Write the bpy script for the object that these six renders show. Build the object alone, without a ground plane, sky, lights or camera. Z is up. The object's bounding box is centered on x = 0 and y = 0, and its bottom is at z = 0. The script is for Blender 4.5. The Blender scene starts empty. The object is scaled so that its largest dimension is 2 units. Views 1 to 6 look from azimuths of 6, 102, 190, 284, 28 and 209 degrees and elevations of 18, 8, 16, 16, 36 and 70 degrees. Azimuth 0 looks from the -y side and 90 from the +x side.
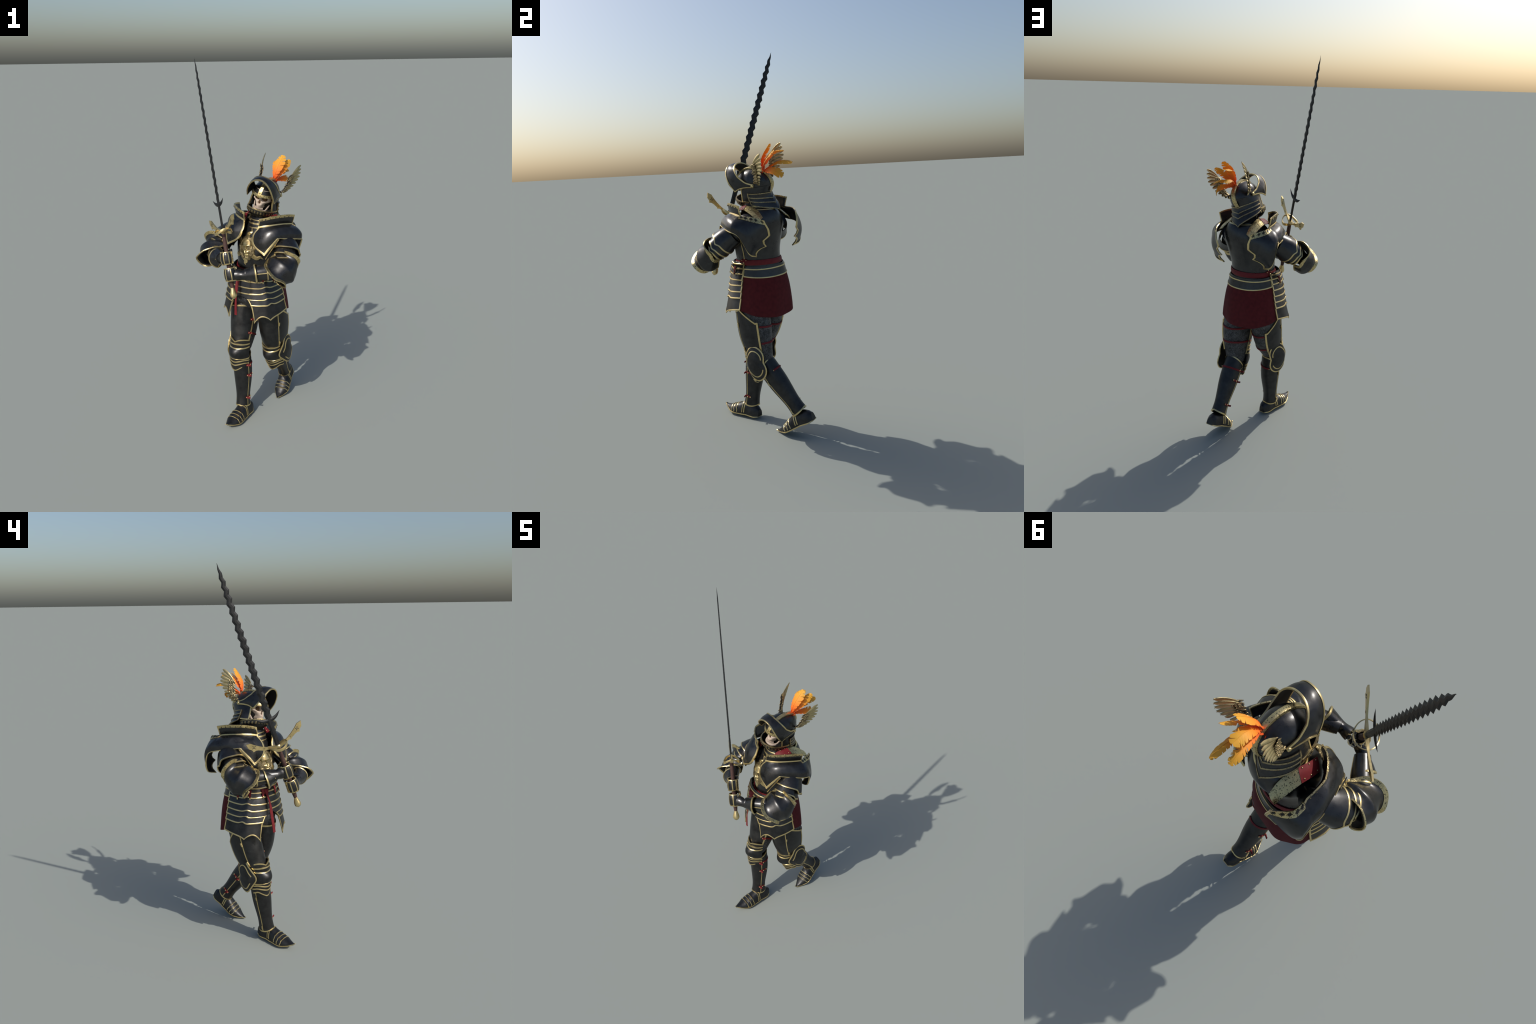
# Armoured skeleton knight striding with a two-handed wavy sword.
import bpy, math, random
import numpy as np

random.seed(7)
RNG = np.random.default_rng(7)
D = math.radians

# ----------------------------------------------------------------- frames
def A(*v):
    return np.array(v, float)

class Frame:
    """local axes (x = knight's left, y = knight's back, z = up) placed in the world"""
    def __init__(self, o, x, y, z):
        self.o, self.m = A(*o), np.array([x, y, z], float)
    def __call__(self, P):
        return self.o + np.asarray(P, float) @ self.m

def nrm(v):
    v = np.asarray(v, float)
    return v / np.maximum(np.linalg.norm(v, axis=-1, keepdims=True), 1e-9)

ca, sa = math.cos(D(-30.3)), math.sin(D(-30.3))
TORSO = Frame((.05, .015, 0), (ca, sa, 0), (-sa, ca, 0), (0, 0, 1))
hx = nrm(A(.906, -.314, -.253)); hy = nrm(A(-hx[1], hx[0], 0)); hz = np.cross(hx, hy)
HEAD = Frame((.100, .062, 1.3045), hx, hy, hz)
sw_o = A(-.061, -.253, .804)
sw_a = nrm(A(-.282, .087, 1.994) - sw_o)
sw_w = A(.162, -.238, .102); sw_w = nrm(sw_w - sw_a * (sw_w @ sw_a))
sw_n = np.cross(sw_a, sw_w)
SWORD = Frame(sw_o, sw_w, sw_n, sw_a)          # x = blade width, y = blade flat normal, z = along the blade
WORLD = Frame((0, 0, 0), (1, 0, 0), (0, 1, 0), (0, 0, 1))

# ----------------------------------------------------------------- materials
MATS = {}
def new_mat(name):
    m = bpy.data.materials.new(name); m.use_nodes = True
    nt = m.node_tree
    return m, nt, nt.nodes["Principled BSDF"]

def coords(nt, scale=1.0):
    tc = nt.nodes.new("ShaderNodeTexCoord")
    mp = nt.nodes.new("ShaderNodeMapping")
    mp.inputs["Scale"].default_value = (scale,) * 3 if np.isscalar(scale) else scale
    nt.links.new(tc.outputs["Object"], mp.inputs["Vector"])
    return mp.outputs["Vector"]

def noise(nt, scale, detail=4, rough=.6, vec=None):
    n = nt.nodes.new("ShaderNodeTexNoise")
    n.inputs["Scale"].default_value = scale
    n.inputs["Detail"].default_value = detail
    n.inputs["Roughness"].default_value = rough
    nt.links.new(vec if vec is not None else coords(nt), n.inputs["Vector"])
    return n.outputs["Fac"]

def ramp(nt, fac, stops):
    r = nt.nodes.new("ShaderNodeValToRGB")
    e = r.color_ramp.elements
    while len(e) < len(stops):
        e.new(.5)
    for el, (p, c) in zip(e, stops):
        el.position = p
        el.color = tuple(c) + (1,) if len(c) == 3 else c
    nt.links.new(fac, r.inputs["Fac"])
    return r.outputs["Color"]

def mix(nt, fac, a, b):
    m = nt.nodes.new("ShaderNodeMix"); m.data_type = 'RGBA'
    for sock, val in ((m.inputs[0], fac), (m.inputs[6], a), (m.inputs[7], b)):
        if hasattr(val, "links"):
            nt.links.new(val, sock)
        else:
            sock.default_value = val if np.isscalar(val) else tuple(val) + (1,)
    return m.outputs[2]

def grey(v):
    return (v, v, v)

def bump(nt, bsdf, height, strength, dist=.002):
    b = nt.nodes.new("ShaderNodeBump")
    b.inputs["Strength"].default_value = strength
    b.inputs["Distance"].default_value = dist
    nt.links.new(height, b.inputs["Height"])
    nt.links.new(b.outputs["Normal"], bsdf.inputs["Normal"])

def steel(name, c0, c1, r0, r1, metallic=.85, spec=.5):
    m, nt, b = new_mat(name)
    n1 = noise(nt, 26, 6, .65)
    n2 = noise(nt, 130, 5, .7)
    col = ramp(nt, n1, [(.3, c0), (.72, c1)])
    scr = ramp(nt, n2, [(.60, grey(0)), (.78, grey(.35))])
    col = mix(nt, scr, col, tuple(min(1, x * 2.2 + .01) for x in c1))
    nt.links.new(col, b.inputs["Base Color"])
    nt.links.new(ramp(nt, n1, [(.3, grey(r0)), (.7, grey(r1))]), b.inputs["Roughness"])
    b.inputs["Metallic"].default_value = metallic
    b.inputs["Specular IOR Level"].default_value = spec
    bump(nt, b, n2, .06, .001)
    MATS[name] = m

steel("dark_steel", (.042, .042, .043), (.066, .066, .066), .24, .38)
steel("worn_steel", (.030, .030, .031), (.058, .058, .057), .34, .50)
steel("blade_steel", (.030, .031, .032), (.044, .045, .046), .42, .55)
steel("inner_steel", (.010, .010, .010), (.020, .019, .018), .5, .7, .4)

def gold(name, c0, c1, r0, r1, engraved=0.0, scale=120):
    m, nt, b = new_mat(name)
    n1 = noise(nt, 45, 5, .6)
    col = ramp(nt, n1, [(.3, c0), (.7, c1)])
    if engraved:
        v = nt.nodes.new("ShaderNodeTexVoronoi"); v.feature = 'F1'
        v.inputs["Scale"].default_value = scale
        nt.links.new(coords(nt), v.inputs["Vector"])
        n3 = noise(nt, scale * 1.7, 3, .5)
        add = nt.nodes.new("ShaderNodeMath"); add.operation = 'MULTIPLY'
        nt.links.new(v.outputs["Distance"], add.inputs[0]); nt.links.new(n3, add.inputs[1])
        mk_ = ramp(nt, add.outputs[0], [(.10, grey(1)), (.17, grey(0))])
        mm = nt.nodes.new("ShaderNodeMath"); mm.operation = 'MULTIPLY'; mm.inputs[1].default_value = engraved
        nt.links.new(mk_, mm.inputs[0])
        col = mix(nt, mm.outputs[0], col, (.035, .03, .02))
        bump(nt, b, add.outputs[0], .5, .002)
    else:
        bump(nt, b, n1, .08, .001)
    nt.links.new(col, b.inputs["Base Color"])
    nt.links.new(ramp(nt, n1, [(.3, grey(r0)), (.7, grey(r1))]), b.inputs["Roughness"])
    b.inputs["Metallic"].default_value = .9
    MATS[name] = m

gold("gold", (.54, .42, .19), (.68, .55, .28), .27, .40)
gold("engraved_gold", (.52, .41, .19), (.66, .54, .27), .28, .42, .9, 150)
gold("bronze_gold", (.24, .185, .10), (.46, .37, .20), .32, .48, .8, 210)
gold("feather_gold", (.40, .33, .17), (.58, .48, .26), .34, .48)

def cloth(name, c0, c1, rough=.8, scale=60):
    m, nt, b = new_mat(name)
    n1 = noise(nt, scale, 5, .6)
    nt.links.new(ramp(nt, n1, [(.3, c0), (.7, c1)]), b.inputs["Base Color"])
    b.inputs["Roughness"].default_value = rough
    b.inputs["Specular IOR Level"].default_value = .25
    bump(nt, b, noise(nt, scale * 12, 2, .5), .25, .001)
    MATS[name] = m

cloth("red_cloth", (.075, .008, .010), (.110, .013, .015), .9)
cloth("red_leather", (.125, .010, .013), (.175, .015, .018), .6)
cloth("brown_leather", (.050, .026, .022), (.085, .045, .038), .55)
cloth("bone", (.40, .315, .245), (.56, .46, .38), .62, 40)
cloth("painted_shade_bone", (.05, .026, .013), (.11, .058, .028), .8, 40)  # bone darkened to brown: occlusion shadow of the skull's hollows, painted in
cloth("black_void", (.006, .005, .005), (.010, .009, .008), .9)
cloth("black_enamel", (.012, .012, .014), (.02, .02, .022), .5)

def chain_mat():
    m, nt, b = new_mat("chain_mail")
    v = nt.nodes.new("ShaderNodeTexVoronoi"); v.feature = 'F1'
    v.inputs["Scale"].default_value = 300
    nt.links.new(coords(nt, (1, 1, 1.2)), v.inputs["Vector"])
    n1 = noise(nt, 40, 4, .7)
    ring = ramp(nt, v.outputs["Distance"], [(.12, (.02, .02, .021)), (.34, (.20, .20, .205)), (.55, (.09, .09, .092)), (.8, (.02, .02, .021))])
    dark = ramp(nt, n1, [(.35, grey(.35)), (.65, grey(1))])
    mm = nt.nodes.new("ShaderNodeMix"); mm.data_type = 'RGBA'; mm.blend_type = 'MULTIPLY'
    mm.inputs[0].default_value = 1
    nt.links.new(ring, mm.inputs[6]); nt.links.new(dark, mm.inputs[7])
    nt.links.new(mm.outputs[2], b.inputs["Base Color"])
    b.inputs["Roughness"].default_value = .5
    b.inputs["Metallic"].default_value = .5
    bump(nt, b, v.outputs["Distance"], .8, .002)
    MATS["chain_mail"] = m
chain_mat()

def feather_mat(base_world):
    m, nt, b = new_mat("plume_feather")
    tc = nt.nodes.new("ShaderNodeTexCoord")
    d = nt.nodes.new("ShaderNodeVectorMath"); d.operation = 'DISTANCE'
    nt.links.new(tc.outputs["Object"], d.inputs[0]); d.inputs[1].default_value = tuple(base_world)
    mr = nt.nodes.new("ShaderNodeMapRange"); mr.inputs[1].default_value = .0; mr.inputs[2].default_value = .16
    nt.links.new(d.outputs["Value"], mr.inputs[0])
    n = noise(nt, 90, 4, .6)
    ad = nt.nodes.new("ShaderNodeMath"); ad.operation = 'MULTIPLY_ADD'; ad.inputs[1].default_value = .12
    nt.links.new(n, ad.inputs[0]); nt.links.new(mr.outputs[0], ad.inputs[2])
    col = ramp(nt, ad.outputs[0], [(.06, (.80, .07, .012)), (.34, (.95, .21, .022)), (.62, (.93, .36, .03)), (.9, (.85, .46, .045))])
    nt.links.new(col, b.inputs["Base Color"])
    b.inputs["Roughness"].default_value = .6
    tr = nt.nodes.new("ShaderNodeBsdfTranslucent"); nt.links.new(col, tr.inputs["Color"])
    ms = nt.nodes.new("ShaderNodeMixShader"); ms.inputs[0].default_value = .3
    out = nt.nodes["Material Output"]
    nt.links.new(b.outputs[0], ms.inputs[1]); nt.links.new(tr.outputs[0], ms.inputs[2])
    nt.links.new(ms.outputs[0], out.inputs["Surface"])
    MATS["plume_feather"] = m

# ----------------------------------------------------------------- objects
ROOT = bpy.data.objects.new("skeleton_knight", None)
bpy.context.collection.objects.link(ROOT)
ROOT["label"] = "skeleton knight in gold trimmed black plate armour raising wavy sword"
ROOT["category"] = "armoured figure"

def mk(name, verts, faces, mat, parent=None, frame=TORSO, smooth=40, kind=None):
    V = frame(np.asarray(verts, float).reshape(-1, 3))
    me = bpy.data.meshes.new(name)
    me.from_pydata([tuple(v) for v in V], [], [tuple(int(i) for i in f) for f in faces])
    me.validate()
    me.materials.append(MATS[mat])
    me.polygons.foreach_set("use_smooth", [True] * len(me.polygons))
    me.set_sharp_from_angle(angle=D(smooth))
    ob = bpy.data.objects.new(name, me)
    bpy.context.collection.objects.link(ob)
    parent = parent or ROOT
    while parent is not ROOT and parent.parent is not ROOT:      # thing > part > sub-part, no deeper
        parent = parent.parent
    ob.parent = parent
    if kind:
        ob["kind"] = kind
    return ob

def spline(P, n, closed=False):
    """Catmull-Rom through control points, n samples"""
    P = np.asarray(P, float)
    k = len(P)
    if closed:
        Q = np.concatenate([P[-1:], P, P[:2]]); segs = k
        t = np.linspace(0, segs, n, endpoint=False)
    else:
        Q = np.concatenate([2 * P[:1] - P[1:2], P, 2 * P[-1:] - P[-2:-1]]); segs = k - 1
        t = np.linspace(0, segs, n)
    i = np.minimum(t.astype(int), segs - 1); f = (t - i)
    f = f.reshape((-1,) + (1,) * (P.ndim - 1))
    p0, p1, p2, p3 = Q[i], Q[i + 1], Q[i + 2], Q[i + 3]
    return .5 * (2 * p1 + (p2 - p0) * f + (2 * p0 - 5 * p1 + 4 * p2 - p3) * f ** 2 + (3 * p1 - p0 - 3 * p2 + p3) * f ** 3)

def at(P, t):
    """value of a Catmull-Rom curve at parameters t in 0..1"""
    P = np.asarray(P, float)
    T = spline(P, 400)
    x = np.clip(np.asarray(t, float), 0, 1) * 399
    i = np.minimum(x.astype(int), 398); f = x - i
    if P.ndim > 1:
        f = f[..., None]
    return T[i] * (1 - f) + T[i + 1] * f

def net(rows, nu, nv):
    """smooth surface through a small net of control points -> [nv, nu, 3]"""
    R = np.array([spline(r, nu) for r in rows])
    return spline(R, nv)

def normals(G, closed_u=False):
    du = np.gradient(G, axis=1)
    if closed_u:
        du = (np.roll(G, -1, 1) - np.roll(G, 1, 1)) / 2
    dv = np.gradient(G, axis=0)
    N = np.cross(du, dv)
    bad = np.linalg.norm(N, axis=2) < 1e-12
    if bad.any():
        N[bad] = 1e-9
        N = N + np.where(bad[..., None], nrm(N.mean((0, 1))), 0)
    return nrm(N)

def orient(G, center, closed_u=False):
    N = normals(G, closed_u)
    if center is not None:
        s = np.sum(N * (G - A(*center)), axis=2).mean()
        if s < 0:
            N = -N
    return N

def grid_faces(nv, nu, closed_u, off=0, flip=False):
    F = []
    m = nu if closed_u else nu - 1
    for j in range(nv - 1):
        for i in range(m):
            a, b = j * nu + i, j * nu + (i + 1) % nu
            f = (off + a, off + b, off + b + nu, off + a + nu)
            F.append(f[::-1] if flip else f)
    return F

def shell(name, G, mat, parent=None, t=.003, center=(0, 0, 0), closed_u=False, frame=TORSO, smooth=40, inner=None):
    """plate with thickness from its outer surface grid"""
    nv, nu = G.shape[:2]
    N = orient(G, center, closed_u)
    flip = np.sum(N * normals(G, closed_u)) < 0
    V = np.concatenate([G.reshape(-1, 3), (G - N * t).reshape(-1, 3)])
    k = nv * nu
    F = grid_faces(nv, nu, closed_u, 0, flip) + grid_faces(nv, nu, closed_u, k, not flip)
    nin = len(F) // 2
    def rim(idx, loop, fl):
        m = len(idx) if loop else len(idx) - 1
        for q in range(m):
            a, b = idx[q], idx[(q + 1) % len(idx)]
            f = (a, a + k, b + k, b)
            F.append(f[::-1] if fl else f)
    rim([i for i in range(nu)], closed_u, flip)
    rim([(nv - 1) * nu + i for i in range(nu)], closed_u, not flip)
    if not closed_u:
        rim([j * nu for j in range(nv)], False, not flip)
        rim([j * nu + nu - 1 for j in range(nv)], False, flip)
    ob = mk(name, V, F, mat, parent, frame, smooth)
    if inner:
        ob.data.materials.append(MATS[inner])
        for p in ob.data.polygons[nin:2 * nin]:
            p.material_index = 1
    return ob

def solid(name, G, mat, parent=None, frame=TORSO, smooth=40, center=None):
    """closed loft: rings G[nv, nu], ends capped"""
    nv, nu = G.shape[:2]
    c = G.mean((0, 1)) if center is None else center
    flip = np.sum(orient(G, c, True) * normals(G, True)) < 0
    F = grid_faces(nv, nu, True, 0, flip)
    a = list(range(nu)); b = [(nv - 1) * nu + i for i in range(nu)]
    F.append(a if flip else a[::-1]); F.append(b[::-1] if flip else b)
    return mk(name, G.reshape(-1, 3), F, mat, parent, frame, smooth)

def walk(L, w):
    """points at distance w/2 and w along the polylines L[k, n, 3] starting from row 0"""
    out = []
    seg = np.linalg.norm(np.diff(L, axis=0), axis=2)
    cum = np.concatenate([np.zeros((1, L.shape[1])), np.cumsum(seg, 0)])
    for d in (w * .5, w):
        P = np.zeros(L.shape[1:])
        for i in range(L.shape[1]):
            dd = min(d, cum[-1, i] * .98)
            j = int(np.clip(np.searchsorted(cum[:, i], dd) - 1, 0, L.shape[0] - 2))
            f = (dd - cum[j, i]) / max(seg[j, i], 1e-9)
            P[i] = L[j, i] * (1 - f) + L[j + 1, i] * f
        out.append(P)
    return out

def trim(G, edges, w=.006, h=.0016, t=.003, center=(0, 0, 0), closed_u=False):
    """gold border strips along the chosen edges of a plate: t(op) b(ottom) l(eft) r(ight)"""
    N = orient(G, center, closed_u)
    V, F = [], []
    for q, e in enumerate(edges):
        if e == 't': L, Nn = G, N[0]
        elif e == 'b': L, Nn = G[::-1], N[-1]
        elif e == 'l': L, Nn = np.swapaxes(G, 0, 1), N[:, 0]
        else: L, Nn = np.swapaxes(G, 0, 1)[::-1], N[:, -1]
        hh = h + .0003 * q
        B = L[0]
        m, iw = walk(L, w)
        inward = nrm(m - B)
        o = B - inward * .0012
        ring = np.stack([iw - Nn * .0008, iw + Nn * hh * .8, m + Nn * hh * 1.25, o + Nn * hh * .8,
                         o - Nn * (t + .0008), B + inward * w * .35 - Nn * (t + .0008)], 1)
        n = len(B); base = sum(len(v) for v in V)
        V.append(ring.reshape(-1, 3))
        loop = closed_u and e in 'tb'
        for i in range(n if loop else n - 1):
            a0, b0 = base + i * 6, base + ((i + 1) % n) * 6
            for s in range(6):
                F.append((a0 + s, a0 + (s + 1) % 6, b0 + (s + 1) % 6, b0 + s))
        if not loop:
            F.append(tuple(base + s for s in range(6))[::-1]); F.append(tuple(base + (n - 1) * 6 + s for s in range(6)))
    return np.concatenate(V), F

def fix_normals(ob):
    import bmesh
    bm = bmesh.new(); bm.from_mesh(ob.data)
    bmesh.ops.recalc_face_normals(bm, faces=bm.faces)
    bm.to_mesh(ob.data); bm.free()

def plate(name, G, mat="dark_steel", parent=None, edges='', w=.006, h=.0016, t=.003, center=(0, 0, 0),
          closed_u=False, frame=TORSO, gold_mat="gold", inner=None, smooth=40):
    ob = shell(name, G, mat, parent, t, center, closed_u, frame, smooth, inner)
    if edges:
        V, F = trim(G, edges, w, h, t, center, closed_u)
        tr = mk("gold_trim", V, F, gold_mat, ob, frame, 50)
        fix_normals(tr)
    return ob

def strip(name, P, N, w, h, mat, parent=None, frame=TORSO, closed=False, sink=.001):
    """raised flat band along points P with surface normals N"""
    P = np.asarray(P, float); N = nrm(np.asarray(N, float))
    T = np.gradient(P, axis=0) if not closed else np.roll(P, -1, 0) - np.roll(P, 1, 0)
    S = nrm(np.cross(nrm(T), N))
    w = np.asarray(w, float)
    ww = (w if w.ndim else np.full(len(P), float(w)))[:, None] / 2
    ring = np.stack([P - S * ww - N * sink, P - S * ww * .92 + N * h * .8, P + N * h * 1.15, P + S * ww * .92 + N * h * .8, P + S * ww - N * sink], 1)
    V = ring.reshape(-1, 3); F = []; n = len(P); k = 5
    for i in range(n if closed else n - 1):
        a0, b0 = i * k, ((i + 1) % n) * k
        for s in range(k):
            F.append((a0 + s, a0 + (s + 1) % k, b0 + (s + 1) % k, b0 + s))
    if not closed:
        F.append(tuple(range(k))); F.append(tuple((n - 1) * k + s for s in range(k))[::-1])
    ob = mk(name, V, F, mat, parent, frame, 50)
    fix_normals(ob)
    return ob

def tube_grid(P, r, n=16, ref=(0, 0, 1), squash=1.0):
    P = np.asarray(P, float); T = nrm(np.gradient(P, axis=0))
    ref = A(*ref)
    S = nrm(np.cross(T, ref)); U = np.cross(S, T)
    r = np.asarray(r, float); r = r if r.ndim else np.full(len(P), float(r))
    a = np.linspace(0, 2 * math.pi, n, endpoint=False)
    return P[:, None] + r[:, None, None] * (np.cos(a)[None, :, None] * S[:, None] + squash * np.sin(a)[None, :, None] * U[:, None])

def tube(name, P, r, mat, parent=None, frame=TORSO, n=14, ref=(0, 0, 1), squash=1.0):
    ob = solid(name, tube_grid(P, r, n, ref, squash), mat, parent, frame)
    fix_normals(ob)
    return ob

def ball(c, r, nu=14, nv=10):
    ph = np.linspace(0, math.pi, nv); th = np.linspace(0, 2 * math.pi, nu, endpoint=False)
    r = A(*r) if not np.isscalar(r) else A(r, r, r)
    return A(*c) + r * np.stack([np.sin(ph)[:, None] * np.cos(th), np.sin(ph)[:, None] * np.sin(th), np.cos(ph)[:, None] * np.ones(nu)], 2)

def many_balls(name, C, r, mat, parent=None, frame=TORSO, kind="stuff"):
    V, F, off = [], [], 0
    for c in C:
        G = ball(c, r, 10, 7)
        V.append(G.reshape(-1, 3)); F += grid_faces(7, 10, True, off); off += 70
    ob = mk(name, np.concatenate(V), F, mat, parent, frame, 60, kind)
    fix_normals(ob)
    return ob

def boxes(name, L, mat, parent=None, frame=TORSO, bevel=.0012, kind=None):
    """L: list of (center, ex, ey, ez half-extent vectors); chamfered blocks joined into one mesh"""
    V, F, off = [], [], 0
    for c, ex, ey, ez in L:
        ex, ey, ez = A(*ex), A(*ey), A(*ez)
        bx, by, bz = [min(bevel / max(np.linalg.norm(e), 1e-6), .45) for e in (ex, ey, ez)]
        k, m = 1 - bx, 1 - by
        prof = [(-k, -1), (k, -1), (1, -m), (1, m), (k, 1), (-k, 1), (-1, m), (-1, -m)]
        rows = [(-1, .0), (-1 + bz, 1.), (1 - bz, 1.), (1, .0)]
        for z, f in rows:
            sx, sy = (1 - bx) if f == 0 else 1, (1 - by) if f == 0 else 1
            V += [A(*c) + ex * p[0] * sx + ey * p[1] * sy + ez * z for p in prof]
        F += grid_faces(4, 8, True, off)
        F += [tuple(off + i for i in range(8))[::-1], tuple(off + 24 + i for i in range(8))]
        off += 32
    ob = mk(name, V, F, mat, parent, frame, 25, kind)
    fix_normals(ob)
    return ob

def empty(name, parent=None):
    return parent or ROOT

class Limb:
    """generalised cylinder: spine, radii (side, front, back); angle 0 = front, +90 deg = knight's left"""
    def __init__(self, C, R, front=(0, -1, 0), power=2.0, flat=False):
        R = np.array([r if len(r) == 3 else (r[0], r[1], r[1]) for r in R], float)
        self.n = 300
        self.C = spline(C, self.n); self.R = spline(R, self.n)
        T = nrm(np.gradient(self.C, axis=0))
        if flat:                                   # keep every section horizontal
            T = np.tile(A(0, 0, -1.0 if self.C[0, 2] > self.C[-1, 2] else 1.0), (self.n, 1))
        f = A(*front)
        self.F = nrm(f - T * (T @ f)[:, None])
        self.S = nrm(np.cross(T, self.F))
        self.T = T
        if self.S[:, 0].mean() < 0 and abs(T[:, 2]).mean() > .5:
            self.S = -self.S
        self.p = power
    def ev(self, X, s):
        x = np.clip(np.asarray(s, float), 0, 1) * (self.n - 1)
        i = np.minimum(x.astype(int), self.n - 2); f = (x - i)[..., None]
        return X[i] * (1 - f) + X[i + 1] * f
    def pt(self, s, th, dr=0.0):
        s, th = np.broadcast_arrays(np.asarray(s, float), np.asarray(th, float))
        c, F, S, R = (self.ev(X, s) for X in (self.C, self.F, self.S, self.R))
        co, si = np.cos(th), np.sin(th)
        e = 2.0 / self.p
        cc, ss = np.sign(co) * np.abs(co) ** e, np.sign(si) * np.abs(si) ** e
        rf = np.where(co >= 0, R[..., 1], R[..., 2]) + dr
        return c + (cc * rf)[..., None] * F + (ss * (R[..., 0] + dr))[..., None] * S
    def patch(self, th0, th1, s0, s1, nu, nv, dr=0.0, flare=None):
        """angles in degrees; s0/s1 numbers or functions of the angle (degrees)"""
        v = np.linspace(0, 1, nv)[:, None]
        u = np.linspace(0, 1, nu)[None, :]
        th = th0 + (th1 - th0) * u + 0 * v
        f0 = s0(th) if callable(s0) else s0
        f1 = s1(th) if callable(s1) else s1
        s = f0 + (f1 - f0) * v
        d = (dr(th, v) if callable(dr) else dr) + (flare(v) + 0 * u if flare else 0)
        return self.pt(s, np.radians(th), d)
    def axis(self, s):
        return self.ev(self.C, np.asarray(s, float))

def mir(P):
    return np.asarray(P, float) * A(-1, 1, 1)
# ================================================================= SWORD
def build_sword():
    L = 1.257
    grip = spline([(0, 0, .05), (0, 0, .15), (0, 0, .27), (0, 0, .352)], 24)
    sword = tube("sword_grip", grip, np.interp(np.linspace(0, 1, 24), [0, .1, .5, .85, 1], [.0085, .0115, .012, .0105, .0088]),
                 "brown_leather", ROOT, SWORD, 20, (0, 1, 0))
    # pommel: pear with facets
    z = np.array([.066, .062, .056, .045, .032, .020, .010, .003, -.003])
    r = np.array([.0055, .0085, .0090, .0115, .0155, .0180, .0165, .0110, .0015])
    a = np.linspace(0, 2 * math.pi, 12, endpoint=False)
    G = np.stack([r[:, None] * np.cos(a), r[:, None] * np.sin(a), z[:, None] * np.ones(12)], 2)
    solid("pommel", G, "gold", sword, SWORD, 25)
    # blade: wavy centre line, diamond section
    n = 420
    t = np.linspace(.345, L, n)
    per = .0395
    ph = (t - .52) / per
    tri = 2 * np.abs(2 * (ph - np.floor(ph + .5))) - 1
    amp = .0042 * np.clip((t - .50) / .04, 0, 1) * np.clip((L - t) / .10, .25, 1)
    off = tri * amp
    hw = np.interp(t, [.345, .47, .50, .56, .9, 1.12, 1.20, L], [.0125, .0135, .0165, .0175, .0165, .0140, .0095, .0002])
    th = np.interp(t, [.345, .5, .9, 1.2, L], [.0048, .0045, .0038, .0028, .0002])
    ring = np.stack([np.stack([off + hw, 0 * t, t], 1), np.stack([off + hw * .35, th, t], 1), np.stack([off - hw * .35, th, t], 1),
                     np.stack([off - hw, 0 * t, t], 1), np.stack([off - hw * .35, -th, t], 1), np.stack([off + hw * .35, -th, t], 1)], 1)
    blade = solid("blade", ring, "blade_steel", sword, SWORD, 20)
    # parrying hooks: a crescent pair
    for s in (1, -1):
        u = np.linspace(0, 1, 18)
        P = np.stack([s * at([.006, .022, .042, .0655], u), 0 * u, at([.492, .493, .501, .519], u)], 1)
        G = tube_grid(P, at([.0105, .0100, .0070, .0006], u), 8, (0, 1, 0), .45)
        fix_normals(solid("parrying_hook", G, "blade_steel", blade, SWORD, 40))
    # cross guard arms: flat ornamental plates in the blade plane
    guard = None
    upper = [(.012, .006), (.05, .0045), (.088, .0065), (.117, .0095), (.134, .0130), (.1545, .0030)]
    lower = [(.012, -.009), (.05, -.0075), (.066, -.0105), (.0715, -.0165), (.078, -.0125), (.100, -.0130), (.112, -.0165),
             (.1215, -.0260), (.127, -.0175), (.142, -.0150), (.1545, .0030)]
    for s in (1, -1):
        w = np.sort(np.concatenate([np.linspace(.004, .1545, 60), [.0715, .1215, .134, .142]]))
        lift = .352 + np.interp(w, [0, .03, .05, .08, .11, .1545], [.000, .003, .011, .027, .045, .070])
        lift = .350 + .072 * (w / .1545) ** 1.55
        up = np.interp(w, *zip(*upper)); lo = np.interp(w, *zip(*lower))
        th = np.interp(w, [0, .03, .06, .12, .1545], [.0075, .0055, .0032, .0042, .0030])
        tilt = .55 * (w / .1545)          # arm rises: keep section square to the arm
        ring = []
        for (e, y) in ((up, 1), (up, -1), (lo, -1), (lo, 1)):
            ring.append(np.stack([s * (w - e * np.sin(tilt) * .8), y * th, lift + e * np.cos(tilt * .6)], 1))
        G = np.stack(ring, 1)
        ob = solid("guard_arm", G, "gold", sword, SWORD, 30)
        fix_normals(ob)
        # pierced crosses: small four petal marks on both faces
        marks = []
        for wc, k in ((.121, 1.0), (.074, .42)):
            zc = .350 + .072 * (wc / .1545) ** 1.55 - .003
            for y in (1, -1):
                for q in range(4):
                    a = D(45 + 90 * q) * 1 + D(22) * (1 if s > 0 else -1)
                    d = A(math.cos(a), 0, math.sin(a)); e = A(-math.sin(a), 0, math.cos(a))
                    th_ = np.interp(wc, [0, .03, .06, .12, .1545], [.0075, .0055, .0032, .0042, .0030])
                    c = A(s * wc, y * th_, zc) + d * .0062 * k
                    marks.append((c, d * .0040 * k, e * .0017 * k, A(0, .0005, 0)))
        boxes("guard_mark", marks, "black_enamel", ob, SWORD, .0002, "stuff")
    # side ring around the blade root
    f = np.linspace(0, 2 * math.pi, 64, endpoint=False)
    P = np.stack([.050 * np.cos(f), .043 * np.sin(f), .341 + .022 * np.cos(f) ** 2], 1)
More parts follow.
